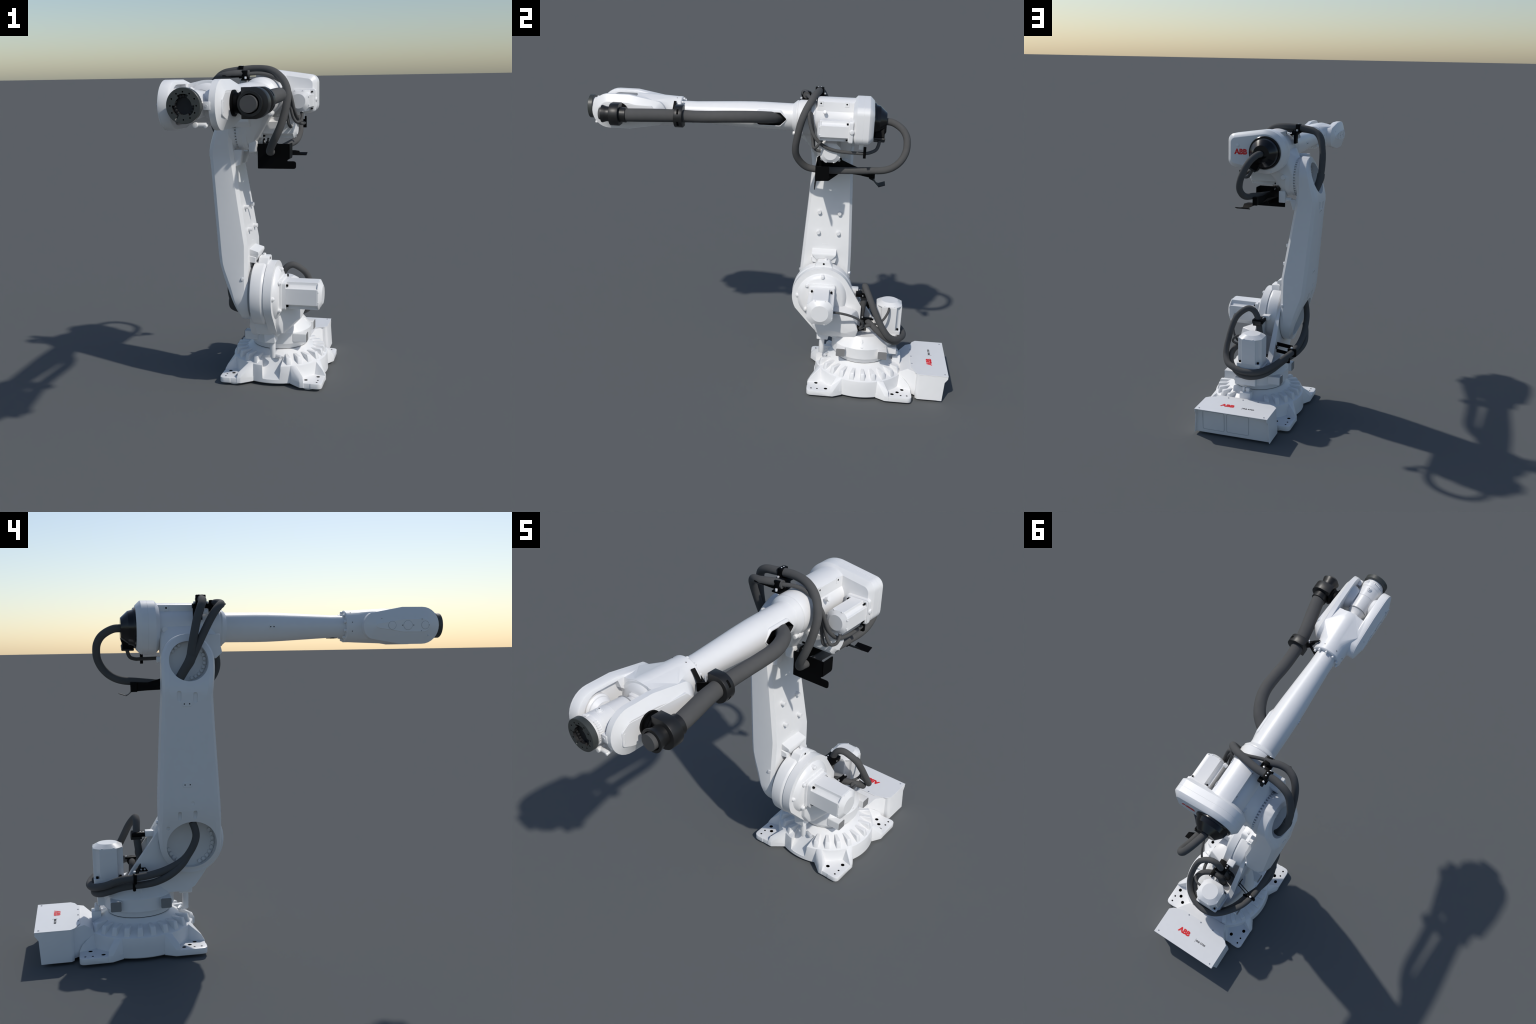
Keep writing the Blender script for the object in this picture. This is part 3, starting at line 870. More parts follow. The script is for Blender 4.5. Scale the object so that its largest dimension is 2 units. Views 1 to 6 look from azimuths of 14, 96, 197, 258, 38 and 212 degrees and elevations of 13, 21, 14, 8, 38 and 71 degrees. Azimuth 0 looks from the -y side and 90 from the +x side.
def build_gearbox():
    # flat box with a round end, behind the elbow housing
    def outline(s=0.0):
        R = 0.1215 - s
        xr, zt, zb = 0.2285 - s, 1.5865 - s, 1.4000 + s
        a_top, a_bot = 82.5, 276.0
        pts = arc(CX, AZ + 0.0035, R, a_top, a_bot, 40)
        pts += rounded([(xr, zb), (xr, zt)], 0) if False else []
        c = 0.040 - s * 0.6
        pts += [(xr - c + c * sin(radians(a)), zb + c - c * cos(radians(a))) for a in range(6, 91, 12)]
        pts += [(xr - c + c * cos(radians(a)), zt - c + c * sin(radians(a))) for a in range(0, 85, 12)]
        return pts
    def sec(y, s):
        return [(x, y, z) for x, z in outline(s)]
    bm = bmesh.new()
    loft(bm, [sec(0.387, 0.020), sec(0.404, 0.0015), sec(0.406, 0.0), sec(0.4395, 0.0), sec(0.4400, 0.0008), sec(0.4410, 0.0008), sec(0.4415, 0.0),
              sec(0.468, 0.0), sec(0.471, 0.0015), sec(0.4905, 0.020), sec(0.492, 0.0225)])
    gb = make("gearbox", bm, WHITE, ROOT, angle=22)
    # blister round the motor
    bm = bmesh.new()
    prism(bm, rounded([(0.112, 1.408), (0.226, 1.408), (0.226, 1.518), (0.112, 1.518)], 0.012, 4), 'y', 0.372, 0.392)
    make("motor_pad", bm, WHITE, gb, bevel=0.002, seg=1, bevel_angle=50)
    bm = bmesh.new(); cyl_between(bm, (0.218, 0.385, 1.466), (0.232, 0.385, 1.466), 0.014, 0.010); make("side_plug", bm, WHITE, gb, bevel=0.002)
    bm = bmesh.new(); lathe(bm, [(0.490, 0.010), (0.4935, 0.010), (0.4945, 0.008), (0.4945, 0.0)], 'y', (0.164, 1.523), n=24, cap=False); make("rear_plug", bm, WHITE, gb)
    bm = bmesh.new(); lathe(bm, [(0.470, 0.008), (0.485, 0.007)], 'y', (-0.028, 1.386), n=24); make("rear_plug", bm, WHITE, gb)
    lettering("logo_lettering", "ABB", 0.040, frame((0.186, 0.4922, 1.4730), (-1, 0, 0), (0, 0, 1)), RED, gb, width=0.076, bold=0.0022, slit=True)
    # black cable entry cover
    AX = (0.006, 1.489)
    bm = bmesh.new()
    lathe(bm, [(0.485, 0.0), (0.485, 0.0920), (0.499, 0.0920), (0.503, 0.0890), (0.503, 0.0830), (0.507, 0.0815), (0.526, 0.0765), (0.5575, 0.0480), (0.559, 0.0465), (0.559, 0.0)], 'y', AX, n=72, cap=False)
    cov = make("cable_entry_cover", bm, GLOSS, gb, angle=20)
    # angular lower half and connector
    bm = bmesh.new()
    hull(bm, [(0.064, 0.505, 1.485), (-0.03, 0.505, 1.485), (0.075, 0.505, 1.430), (0.02, 0.505, 1.400), (0.050, 0.5595, 1.478), (-0.03, 0.5595, 1.478), (0.060, 0.5595, 1.442), (0.022, 0.556, 1.424)])
    make("cable_entry_box", bm, BLACK, cov, bevel=0.002, seg=1)
    d = Vector((0.045, 0, -0.085)).normalized(); u = Vector((d.z, 0, -d.x)) * -1
    o = Vector((0.040, 0.528, 1.440))
    bm = bmesh.new()
    vs = []
    for t in (-0.01, 0.040):
        for a in (-0.026, 0.026):
            for y in (-0.026, 0.024):
                vs.append(o + d * t + u * a + Vector((0, y, 0)))
    hull(bm, vs); make("connector_block", bm, BLACK, cov, bevel=0.003, seg=1)
    bm = bmesh.new(); vs = []
    for t in (0.038, 0.050):
        for a in (-0.024, 0.024):
            for y in (-0.030, 0.028):
                vs.append(o + d * t + u * a + Vector((0, y, 0)))
    hull(bm, vs); make("connector_lever", bm, CLAMP, cov, bevel=0.003, seg=1)
    # small clip under the box with cable strap
    bm = bmesh.new(); box(bm, 0.150, 0.158, 0.425, 0.448, 1.368, 1.395); make("clip_plate", bm, WHITE, gb, bevel=0.0005)
    bm = bmesh.new(); box(bm, 0.150, 0.166, 0.449, 0.463, 1.325, 1.382); make("cable_strap", bm, BLACK, gb, bevel=0.001)
    return gb
GEARBOX = build_gearbox()
MY = Matrix(((1, 0, 0, 0.1695), (0, 0, -1, 0.376), (0, 1, 0, 1.4625), (0, 0, 0, 1)))
motor("arm_roll_motor", MY, ROOT, 0.0500, 0.148, 0.0405, flange=0.009, capr=0.034, nz=0.021, caph=0.014)
M3 = Matrix(((0, 0, 1, -0.022), (1, 0, 0, 0.2840), (0, 1, 0, 1.3375), (0, 0, 0, 1)))
motor("elbow_motor", M3, ROOT, 0.0500, 0.160, 0.0400, flange=0.012, capr=0.034, nz=0.021, caph=0.014)

def build_upper_arm():
    AX = (CX, AZ)
    bm = bmesh.new()
    lathe(bm, [(0.106, 0.0), (0.106, 0.0845), (0.103, 0.0862), (0.098, 0.0862), (0.0960, 0.0845), (0.0820, 0.0725), (0.078, 0.0690), (0.072, 0.0682), (-0.060, 0.0690), (-0.120, 0.0685),
               (-0.200, 0.0655), (-0.430, 0.0535), (-0.512, 0.0530), (-0.512, 0.0)], 'y', AX, n=96, cap=False)
    arm = make("upper_arm_tube", bm, WHITE, ROOT, angle=24)
    # raised rim of the side opening
    def opening(g):
        return rounded([(0.0500 + g, 1.4850), (0.0150 + g * .3, 1.5180 + g), (-0.0950 - g * .3, 1.5180 + g), (-0.1300 - g, 1.4850), (-0.0950 - g * .3, 1.4510 - g), (0.0150 + g * .3, 1.4510 - g)], [0.008, 0.016, 0.016, 0.008, 0.016, 0.016], 5)
    o1, o2 = opening(0.010), opening(0.0035)
    bm = bmesh.new()
    loft(bm, [[(0.045, y, z) for y, z in o1], [(0.0745, y, z) for y, z in o1][:0] or [(0.070, y, z) for y, z in o1], [(0.0795, y, z) for y, z in o2]])
    c0 = make("cutter", bm, WHITE)
    union(arm, [c0], angle=24)
    bm = bmesh.new(); prism(bm, opening(0.0), 'x', 0.030, 0.12)
    c1 = make("cutter", bm, CAVITY)
    cut(arm, [c1], angle=24)
    # two-hole boss on the far side
    bm = bmesh.new()
    o = rounded([(-0.152, 1.478), (-0.122, 1.478), (-0.122, 1.498), (-0.152, 1.498)], 0.010, 5)
    prism(bm, o, 'x', -0.0620, -0.050); make("tube_boss", bm, WHITE, arm)
    for y in (-0.1445, -0.1290):
        bm = bmesh.new(); lathe(bm, [(-0.0626, 0.003), (-0.058, 0.003)], 'x', (y, AZ), n=12); make("boss_hole", bm, HOLE, arm)
    # oil nipple under the tube
    bm = bmesh.new(); lathe(bm, [(1.430, 0.012), (1.436, 0.012)], 'z', (CX, -0.45), n=20); make("tube_plug", bm, CLAMP, arm)
    return arm
UPPER = build_upper_arm()

def capsule(yf, rf, yr, rr, dz=0.0, s=0.0, n=16):
    """outline of a wrist side cheek in (y,z): front arc centre yf radius rf, rear arc centre yr radius rr"""
    z = AZ - 0.001 + dz
    pts = arc(yf, z, rf - s, 270, 90, n)
    pts += [(-0.765, z + rf - s - 0.000)]
    pts += arc(yr, z, rr - s, 62, -62, n)
    pts += [(-0.765, z - rf + s + 0.000)]
    return pts

def build_wrist():
    AX = (CX, AZ)
    bm = bmesh.new()
    lathe(bm, [(-0.502, 0.0), (-0.502, 0.0725), (-0.506, 0.0755), (-0.530, 0.0755), (-0.60, 0.0790), (-0.700, 0.0835), (-0.730, 0.0835), (-0.742, 0.078), (-0.742, 0.0)], 'y', AX, n=80, cap=False)
    w = make("wrist_housing", bm, WHITE, ROOT, angle=24)
    # bridge block towards the fork
    bm = bmesh.new()
    P = ring_pts('y', AX, -0.560, 0.075, 32) + ring_pts('y', AX, -0.738, 0.0835, 40)
    for x in (-0.080, 0.104):
        for y in (-0.640, -0.735):
            for z in (AZ - 0.066, AZ + 0.066):
                P.append((x, y, z))
    hull(bm, P)
    b1 = make("cutter", bm, WHITE, bevel=0.004, seg=2)
    # cheek on the -x side
    YF, RF = -0.858, 0.0875
    bm = bmesh.new()
    loft(bm, [[(x, y, z) for y, z in capsule(-0.867, RF, -0.640, 0.068, s=s)] for x, s in ((-0.094, 0.0), (-0.066, 0.0), (-0.060, 0.003), (-0.058, 0.008))])
    b2 = make("cutter", bm, WHITE)
    bm = bmesh.new()
    loft(bm, [[(x, y, z) for y, z in capsule(-0.874, RF, -0.640, 0.068, s=s)] for x, s in ((0.0825, 0.004), (0.0860, 0.0), (0.1085, 0.0), (0.1270, 0.034), (0.1300, 0.038))])
    for v in bm.verts:
        if v.co.x > 0.12: v.co.x += 0.062 * (v.co.y + 0.83)
    b3 = make("cutter", bm, WHITE)
    union(w, [b1, b2, b3], angle=32)
    # hollow of the fork between the cheeks
    bm = bmesh.new()
    o = rounded([(-0.0585, -1.05), (-0.0585, -0.785), (-0.030, -0.742), (0.055, -0.735), (0.0860, -0.755), (0.0860, -1.05)], [0, 0.02, 0.02, 0.015, 0.015, 0], 5)
    prism(bm, o, 'z', 1.30, 1.70)
    k1 = make("cutter", bm, WHITE)
    # pocket in the inner side of the -x cheek
    bm = bmesh.new()
    loft(bm, [[(x, y, z) for y, z in capsule(-0.852, 0.0875, -0.775, 0.060, s=0.015 + s)] for x, s in ((-0.080, 0.005), (-0.050, 0.0))])
    k2 = make("cutter", bm, WHITE)
    cut(w, [k1, k2], angle=32)
    bm = bmesh.new()
    hull(bm, ring_pts('y', AX, -0.733, 0.0775, 40) + ring_pts('y', (CX, AZ), -0.744, 0.068, 32) + ring_pts('y', (CX, AZ), -0.752, 0.050, 24))
    make("fork_root", bm, WHITE, w, angle=40)
    # outer covers
    bm = bmesh.new()
    # (rim, then a long bevel up to a narrow raised plate)
    loft(bm, [[(x, y, z) for y, z in capsule(-0.867, RF, -0.640, 0.068, s=s)] for x, s in ((-0.0930, 0.0008), (-0.0950, 0.0008), (-0.0952, 0.0), (-0.0985, 0.0), (-0.1000, 0.002), (-0.1190, 0.0555), (-0.1215, 0.0580))])
    cov = make("wrist_cover", bm, WHITE, w, angle=24)
    # raised fillet inside the pocket and the round bearing seat
    for r0, r1, xx in ((0.044, 0.052, -0.074), (0.030, 0.036, -0.070)):
        bm = bmesh.new()
        lathe(bm, [(-0.082, r1), (xx, r1), (xx + 0.002, r0), (-0.082, r0)], 'x', (YF, AZ), n=48, cap=False)
        make("bearing_seat", bm, WHITE, w)
    bm = bmesh.new(); lathe(bm, [(-0.082, 0.0), (-0.082, 0.056), (-0.062, 0.056), (-0.056, 0.050), (-0.050, 0.050), (-0.035, 0.040), (-0.035, 0.0)], 'x', (YF, AZ), n=40, cap=False); make("fork_trunnion", bm, WHITE, w)
    bm = bmesh.new(); lathe(bm, [(0.087, 0.0), (0.087, 0.060), (0.072, 0.058), (0.050, 0.046), (0.050, 0.0)], 'x', (YF, AZ), n=40, cap=False); make("fork_trunnion", bm, WHITE, w)
    # screw bosses on the rim of the -x cheek
    for a in (140, 220, 40 + 270):
        bm = bmesh.new()
        lathe(bm, [(-0.080, 0.011), (-0.060, 0.011)], 'x', (YF + 0.074 * cos(radians(a)), AZ + 0.074 * sin(radians(a))), n=16)
        make("rim_boss", bm, WHITE, w, bevel=0.002)
    # caps on the -x cover
    FX = lambda y: -0.0102
    for y, z, r in ((-0.7065, AZ, 0.0185), (-0.786, AZ, 0.0215), (-0.874, AZ, 0.0185)):
        bm = bmesh.new()
        ring = [[(x, y + rr * cos(2 * pi * k / 32), z + rr * sin(2 * pi * k / 32)) for k in range(32)] for rr, x in ((r, -0.1113 + FX(y)), (r, -0.1122 + FX(y)), (r - 0.0012, -0.1124 + FX(y)), (0.0005, -0.1124 + FX(y)))]
        loft(bm, ring); make("cover_cap", bm, WHITE, cov)
        bm = bmesh.new()
        ring = [[(x, y + rr * cos(2 * pi * k / 32), z + rr * sin(2 * pi * k / 32)) for k in range(32)] for rr, x in ((r + 0.0012, -0.1110 + FX(y)), (r + 0.0012, -0.1118 + FX(y)), (r + 0.0002, -0.1118 + FX(y)), (r + 0.0002, -0.1110 + FX(y)))]
        loft(bm, ring, False); make("cap_groove", bm, SEAL, cov)
    for y, z, FD in ((-0.857, AZ + 0.028, -0.0092), (-0.855, AZ - 0.027, -0.0092), (-0.893, AZ, -0.0102), (-0.657, AZ + 0.031, 0.000), (-0.892, AZ - 0.048, 0.000)):
        FX = lambda y: FD
        bm = bmesh.new(); lathe(bm, [(-0.1110 + FX(y), 0.0062), (-0.1124 + FX(y), 0.0062), (-0.1128 + FX(y), 0.0045), (-0.1128 + FX(y), 0.0)], 'x', (y, z), n=16, cap=False); make("cover_screw", bm, WHITE, cov)
        bm = bmesh.new(); lathe(bm, [(-0.1120 + FX(y), 0.0028), (-0.11305 + FX(y), 0.0028)], 'x', (y, z), n=6); make("screw_socket", bm, SEAL, cov)
    FX = lambda y: -0.0102
    for y in (-0.690, -0.723, -0.758, -0.815):
        bm = bmesh.new(); lathe(bm, [(-0.1110 + FX(y), 0.0022), (-0.1122 + FX(y), 0.0022)], 'x', (y, AZ), n=10); make("cover_hole", bm, HOLE, cov)
    # collar bolts
    for i in range(10):
        a = radians(36 * i + 18)
        bm = bmesh.new()
        r = 0.0640
        lathe(bm, [(-0.504, 0.0062), (-0.492, 0.0062), (-0.4905, 0.0048), (-0.4905, 0.0)], 'y', (CX + r * cos(a), AZ + r * sin(a)), n=14, cap=False)
        make("collar_bolt", bm, WHITE, w)
    for x, z in ((-0.030, 1.551), (-0.0655, 1.505), (-0.0655, 1.462), (0.035, 1.556)):
        d = Vector((x - CX, 0, z - AZ)).normalized() * 0.0766
        bm = bmesh.new(); cyl_between(bm, (CX + d.x * 0.96, -0.528, AZ + d.z * 0.96), (CX + d.x, -0.528, AZ + d.z), 0.0022, n=10); make("collar_hole", bm, HOLE, w)
    # recessed plate on the +x cheek
    bm = bmesh.new()
    o = rounded([(-0.926, 1.452), (-0.926, 1.505), (-0.895, 1.530), (-0.640, 1.528), (-0.610, 1.495), (-0.640, 1.446), (-0.895, 1.440)], 0.010, 4)
    prism(bm, o, 'x', 0.120, 0.1310)
    for v in bm.verts: v.co.x += 0.062 * (v.co.y + 0.83)
    make("side_plate", bm, WHITE, w, bevel=0.001, seg=1, bevel_angle=60)
    bm = bmesh.new(); prism(bm, rounded([(-0.918, 1.462), (-0.912, 1.462), (-0.912, 1.500), (-0.918, 1.500)], 0.002, 3), 'x', 0.118, 0.1268); make("side_plate_mark", bm, WHITE, w)
    # rectangular clip at the inner front of the +x cheek
    bm = bmesh.new(); box(bm, 0.068, 0.092, -0.963, -0.930, 1.472, 1.500); make("fork_clip", bm, WHITE, w, bevel=0.0015)
    bm = bmesh.new(); lathe(bm, [(-0.9645, 0.0055), (-0.960, 0.0055)], 'y', (0.0780, 1.486), n=6); make("clip_screw", bm, STEEL, w)
    bm = bmesh.new(); cyl_between(bm, (0.030, -0.950, 1.4215), (0.074, -0.950, 1.4215), 0.0082); make("lower_nipple", bm, WHITE, w, bevel=0.0015)
    bm = bmesh.new(); cyl_between(bm, (0.037, -0.930, 1.4215), (0.037, -0.964, 1.4215), 0.0095); make("lower_nipple", bm, WHITE, w, bevel=0.0015)
    bm = bmesh.new(); cyl_between(bm, (0.071, -0.930, 1.4215), (0.071, -0.958, 1.4165), 0.0062); make("lower_nipple", bm, WHITE, w, bevel=0.001)
    return w
WRIST = build_wrist()

def build_tool_head():
    AX = (0.0095, 1.488)
    bm = bmesh.new()
    lathe(bm, [(-0.735, 0.0), (-0.735, 0.026), (-0.765, 0.030), (-0.790, 0.040), (-0.796, 0.0455), (-0.800, 0.0470), (-0.868, 0.0495), (-0.872, 0.0505), (-0.8725, 0.0495), (-0.8745, 0.0495), (-0.875, 0.0510),
               (-0.930, 0.0530), (-0.9305, 0.0520), (-0.932, 0.0520), (-0.9325, 0.0532), (-0.948, 0.0540), (-0.952, 0.0515), (-0.962, 0.0515), (-0.966, 0.0480), (-0.982, 0.0480), (-0.982, 0.0)], 'y', AX, n=80, cap=False)
    th = make("tool_head", bm, WHITE, ROOT, angle=24)
    # ring of small screws
    for i in range(44):
        if i in (8, 9, 10, 11, 33, 34, 35): continue
        a = 2 * pi * i / 44
        bm = bmesh.new(); lathe(bm, [(-0.950, 0.0026), (-0.962, 0.0026), (-0.9635, 0.0014)], 'y', (AX[0] + 0.0525 * cos(a), AX[1] + 0.0525 * sin(a)), n=8)
        make("ring_screw", bm, WHITE, th)
    # top plug
    bm = bmesh.new(); lathe(bm, [(1.535, 0.0125), (1.5425, 0.0125), (1.544, 0.0110), (1.544, 0.0070), (1.548, 0.0060), (1.548, 0.0)], 'z', (0.010, -0.912), n=24, cap=False); make("head_plug", bm, WHITE, th)
    bm = bmesh.new(); lathe(bm, [(1.547, 0.0022), (1.5485, 0.0022)], 'z', (0.010, -0.912), n=10); make("head_plug_socket", bm, HOLE, th)
    # wire loop and joint at the back
    bm = bmesh.new(); tube(bm, [(AX[0] + 0.047 * cos(radians(a)), -0.797, AX[1] + 0.047 * sin(radians(a))) for a in range(20, 165, 12)], 0.0022, n=8, per=3); make("hose_band", bm, SEAL, th)
    bm = bmesh.new(); box(bm, -0.012, 0.030, -0.765, -0.738, 1.470, 1.524); make("head_lug", bm, WHITE, th, bevel=0.004)
    # mounting flange
    bm = bmesh.new()
    lathe(bm, [(-0.976, 0.0), (-0.976, 0.0580), (-0.978, 0.0605), (-0.9985, 0.0605), (-1.000, 0.0590), (-1.000, 0.0)], 'y', AX, n=96, cap=False)
    fl = make("mounting_flange", bm, FLANGE, th, angle=24)
    bm = bmesh.new(); lathe(bm, [(-1.02, 0.0300), (-0.9835, 0.0300)], 'y', AX, n=64); k1 = make("cutter", bm, CAVITY)
    ks = [k1]
    bm = bmesh.new()
    for a in (92, 208, 332):
        o = [(AX[0] + r * cos(radians(t)), AX[1] + r * sin(radians(t))) for r, ts in ((0.0395, range(a - 30, a + 31, 5)), (0.020, range(a + 30, a - 31, -5))) for t in ts]
        prism(bm, rounded(o, 0.004, 2), 'y', -1.02, -0.9845)
    ks.append(make("cutter", bm, CAVITY))
    bm = bmesh.new()
    for i in range(12):
        if i == 3 + 20: continue
        a = radians(30 * i)
        lathe(bm, [(-1.02, 0.0028), (-0.9885, 0.0028)], 'y', (AX[0] + 0.0462 * cos(a), AX[1] + 0.0462 * sin(a)), n=12)
    ks.append(make("cutter", bm, HOLE))
    cut(fl, ks, angle=24)
    for a in (92, 208, 332):
        for d in (-19, 0, 19):
            bm = bmesh.new()
            t = radians(a + d)
            lathe(bm, [(-0.984, 0.0052), (-0.990, 0.0052), (-0.991, 0.0040), (-0.991, 0.0)], 'y', (AX[0] + 0.0330 * cos(t), AX[1] + 0.0330 * sin(t)), n=16, cap=False)
            make("flange_screw", bm, CAVITY, fl)
    return th
build_tool_head()

# ============================================================================
# HOSES
# ============================================================================
HOSES = ROOT                     # hoses, clamps and brackets hang directly on the machine
# --- process hose along the upper arm
drag = [(0.026, 0.006, 1.486), (0.054, -0.012, 1.488), (0.086, -0.036, 1.492), (0.119, -0.070, 1.498), (0.149, -0.130, 1.502), (0.163, -0.186, 1.502), (0.163, -0.262, 1.498), (0.157, -0.339, 1.492), (0.155, -0.416, 1.489),
        (0.158, -0.485, 1.489), (0.172, -0.584, 1.489), (0.193, -0.678, 1.489), (0.207, -0.752, 1.489), (0.208, -0.820, 1.489), (0.2055, -0.892, 1.489)]
hose("process_hose", drag, [0.0300] * 9 + [0.0318, 0.0332, 0.0335, 0.0330, 0.0300, 0.0300], HOSES, n=32)
def build_clamps():
    c = (0.2075, 1.4895)
    # bell-mouth sleeve
    bm = bmesh.new()
    prof = [(-0.752, 0.0300), (-0.754, 0.0385), (-0.772, 0.0375), (-0.845, 0.0370), (-0.856, 0.0380), (-0.874, 0.0440), (-0.878, 0.0440), (-0.878, 0.0345), (-0.850, 0.0320), (-0.850, 0.0290)]
    lathe(bm, prof, 'y', c, n=48, cap=False)
    sl = make("hose_sleeve", bm, CLAMP, HOSES)
    # D-shaped clamp
    def dshape(cx, cz, r, flat, half):
        pts = arc(cx, cz, r, -62, 62, 18)
        return pts + [(cx + 0.012, cz + half), (cx - flat, cz + half), (cx - flat, cz - half), (cx + 0.012, cz - half)]
    bm = bmesh.new(); prism(bm, dshape(c[0], c[1], 0.0565, 0.042, 0.055), 'y', -0.833, -0.786)
    make("hose_clamp", bm, CLAMP, HOSES, bevel=0.002, seg=2)
    bm = bmesh.new(); lathe(bm, [(0.118, 0.0), (0.118, 0.046), (0.138, 0.047), (0.140, 0.038), (0.152, 0.036), (0.160, 0.042), (0.168, 0.040), (0.168, 0.0)], 'x', (-0.808, 1.4895), n=48, cap=False)
    make("clamp_swivel", bm, BLACK, HOSES)
    # second clamp near the collar
    c2 = (0.1575, 1.487)
    bm = bmesh.new(); prism(bm, dshape(c2[0], c2[1], 0.0545, 0.036, 0.0545), 'y', -0.513, -0.470)
    cl = make("hose_clamp", bm, CLAMP, HOSES, bevel=0.002, seg=2)
    bm = bmesh.new()
    for a0 in (20, -50):
        o = [(c2[0] + r * cos(radians(t)), c2[1] + r * sin(radians(t))) for r, ts in ((0.0550, range(a0, a0 + 31, 5)), (0.050, range(a0 + 30, a0 - 1, -5))) for t in ts]
        prism(bm, o, 'y', -0.497, -0.487)
    make("clamp_slot", bm, HOLE, cl)
    # bent strap from the clamp to the wrist collar
    bm = bmesh.new()
    hull(bm, [(0.066, -0.538, 1.545), (0.074, -0.524, 1.549), (0.098, -0.540, 1.500), (0.106, -0.522, 1.500), (0.069, -0.538, 1.548), (0.071, -0.524, 1.546), (0.101, -0.541, 1.503), (0.103, -0.521, 1.500)])
    make("clamp_strap", bm, BLACK, HOSES)
    bm = bmesh.new(); hull(bm, [(x, y, z) for x, y in ((0.096, -0.545), (0.108, -0.512), (0.125, -0.500), (0.124, -0.520)) for z in (1.468, 1.506)]); make("clamp_strap", bm, BLACK, HOSES, bevel=0.001, seg=1)
    bm = bmesh.new(); hull(bm, [(0.060, -0.490, 1.47), (0.064, -0.486, 1.47), (0.108, -0.512, 1.47), (0.104, -0.516, 1.47), (0.060, -0.490, 1.50), (0.064, -0.486, 1.50), (0.108, -0.512, 1.50), (0.104, -0.516, 1.50)]); make("clamp_strap", bm, BLACK, HOSES)
    bm = bmesh.new(); cyl_between(bm, (0.116, -0.5165, 1.530), (0.116, -0.5165, 1.500), 0.003); make("strap_pin", bm, STEEL, HOSES)
build_clamps()

# --- main loop: cover -> bracket -> front loop -> top clamp -> elbow recess
main = [(0.008, 0.545, 1.488), (0.018, 0.590, 1.486), (0.040, 0.641, 1.458), (0.057, 0.663, 1.425), (0.072, 0.669, 1.390), (0.088, 0.664, 1.348), (0.098, 0.642, 1.305), (0.096, 0.605, 1.270),
        (0.090, 0.560, 1.251), (0.080, 0.490, 1.243), (0.063, 0.380, 1.232), (0.044, 0.260, 1.223), (0.036, 0.200, 1.224), (0.041, 0.162, 1.233), (0.058, 0.129, 1.262), (0.084, 0.106, 1.306), (0.106, 0.103, 1.352),
        (0.124, 0.112, 1.411), (0.133, 0.122, 1.461), (0.134, 0.135, 1.508), (0.119, 0.151, 1.548), (0.086, 0.171, 1.584), (0.041, 0.186, 1.608), (-0.035, 0.201, 1.615), (-0.095, 0.2025, 1.611),
        (-0.141, 0.2025, 1.606), (-0.191, 0.210, 1.596), (-0.226, 0.222, 1.572), (-0.250, 0.242, 1.525), (-0.262, 0.258, 1.464), (-0.263, 0.273, 1.390), (-0.259, 0.279, 1.345)]
hose("cable_hose", main, 0.0182, HOSES, n=24, per=8)
feed = [(-0.047, 0.138, 1.592), (-0.085, 0.134, 1.594), (-0.122, 0.123, 1.592), (-0.160, 0.121, 1.586), (-0.196, 0.135, 1.577), (-0.224, 0.160, 1.552), (-0.240, 0.187, 1.512), (-0.250, 0.219, 1.454), (-0.256, 0.250, 1.394), (-0.258, 0.274, 1.345)]
hose("cable_hose", feed, 0.0175, HOSES, n=24)
hose("hose_sleeve", [(-0.2600, 0.274, 1.362), (-0.259, 0.281, 1.340), (-0.253, 0.300, 1.308), (-0.240, 0.322, 1.270), (-0.215, 0.340, 1.232)], [0.0215, 0.0225, 0.0205, 0.0200, 0.0195], HOSES, n=24)
# thin cables
thin = [(0.062, 0.528, 1.402), (0.074, 0.526, 1.382), (0.092, 0.515, 1.358), (0.120, 0.488, 1.348), (0.152, 0.457, 1.348), (0.158, 0.400, 1.349), (0.160, 0.330, 1.353), (0.160, 0.270, 1.366), (0.158, 0.225, 1.393), (0.152, 0.193, 1.430),
        (0.145, 0.175, 1.477), (0.133, 0.166, 1.520), (0.107, 0.166, 1.550), (0.070, 0.167, 1.572), (0.031, 0.164, 1.588), (-0.009, 0.152, 1.594), (-0.050, 0.138, 1.592)]
hose("signal_cable", thin, 0.0086, HOSES, n=14)
hose("signal_cable", [(0.110, 0.172, 1.535), (0.128, 0.178, 1.490), (0.140, 0.185, 1.430), (0.150, 0.192, 1.388), (0.166, 0.199, 1.366), (0.182, 0.212, 1.372), (0.186, 0.228, 1.395), (0.180, 0.240, 1.410)], 0.0070, HOSES, n=14)
hose("signal_cable", [(0.108, 0.176, 1.530), (0.116, 0.186, 1.470), (0.120, 0.194, 1.405), (0.126, 0.200, 1.358), (0.130, 0.215, 1.345), (0.130, 0.240, 1.342)], 0.0075, HOSES, n=14)

# --- lower hoses
low = [(-0.186, 0.280, 0.612), (-0.190, 0.268, 0.575), (-0.194, 0.266, 0.545), (-0.201, 0.281, 0.504), (-0.204, 0.322, 0.448), (-0.207, 0.387, 0.411), (-0.204, 0.465, 0.386), (-0.192, 0.550, 0.371), (-0.168, 0.615, 0.358),
       (-0.125, 0.670, 0.328), (-0.080, 0.714, 0.309), (-0.042, 0.737, 0.301), (0.005, 0.748, 0.299), (0.050, 0.744, 0.301), (0.095, 0.728, 0.308), (0.138, 0.700, 0.318), (0.166, 0.660, 0.346), (0.174, 0.630, 0.386), (0.172, 0.605, 0.428), (0.163, 0.573, 0.492),
       (0.145, 0.548, 0.545), (0.113, 0.529, 0.579), (0.080, 0.518, 0.595), (0.051, 0.516, 0.584), (0.029, 0.519, 0.553), (0.020, 0.520, 0.515), (0.014, 0.514, 0.456), (0.008, 0.509, 0.400), (0.004, 0.508, 0.330), (0.002, 0.508, 0.270)]
hose("cable_hose", low, 0.0172, HOSES, n=24, per=8)
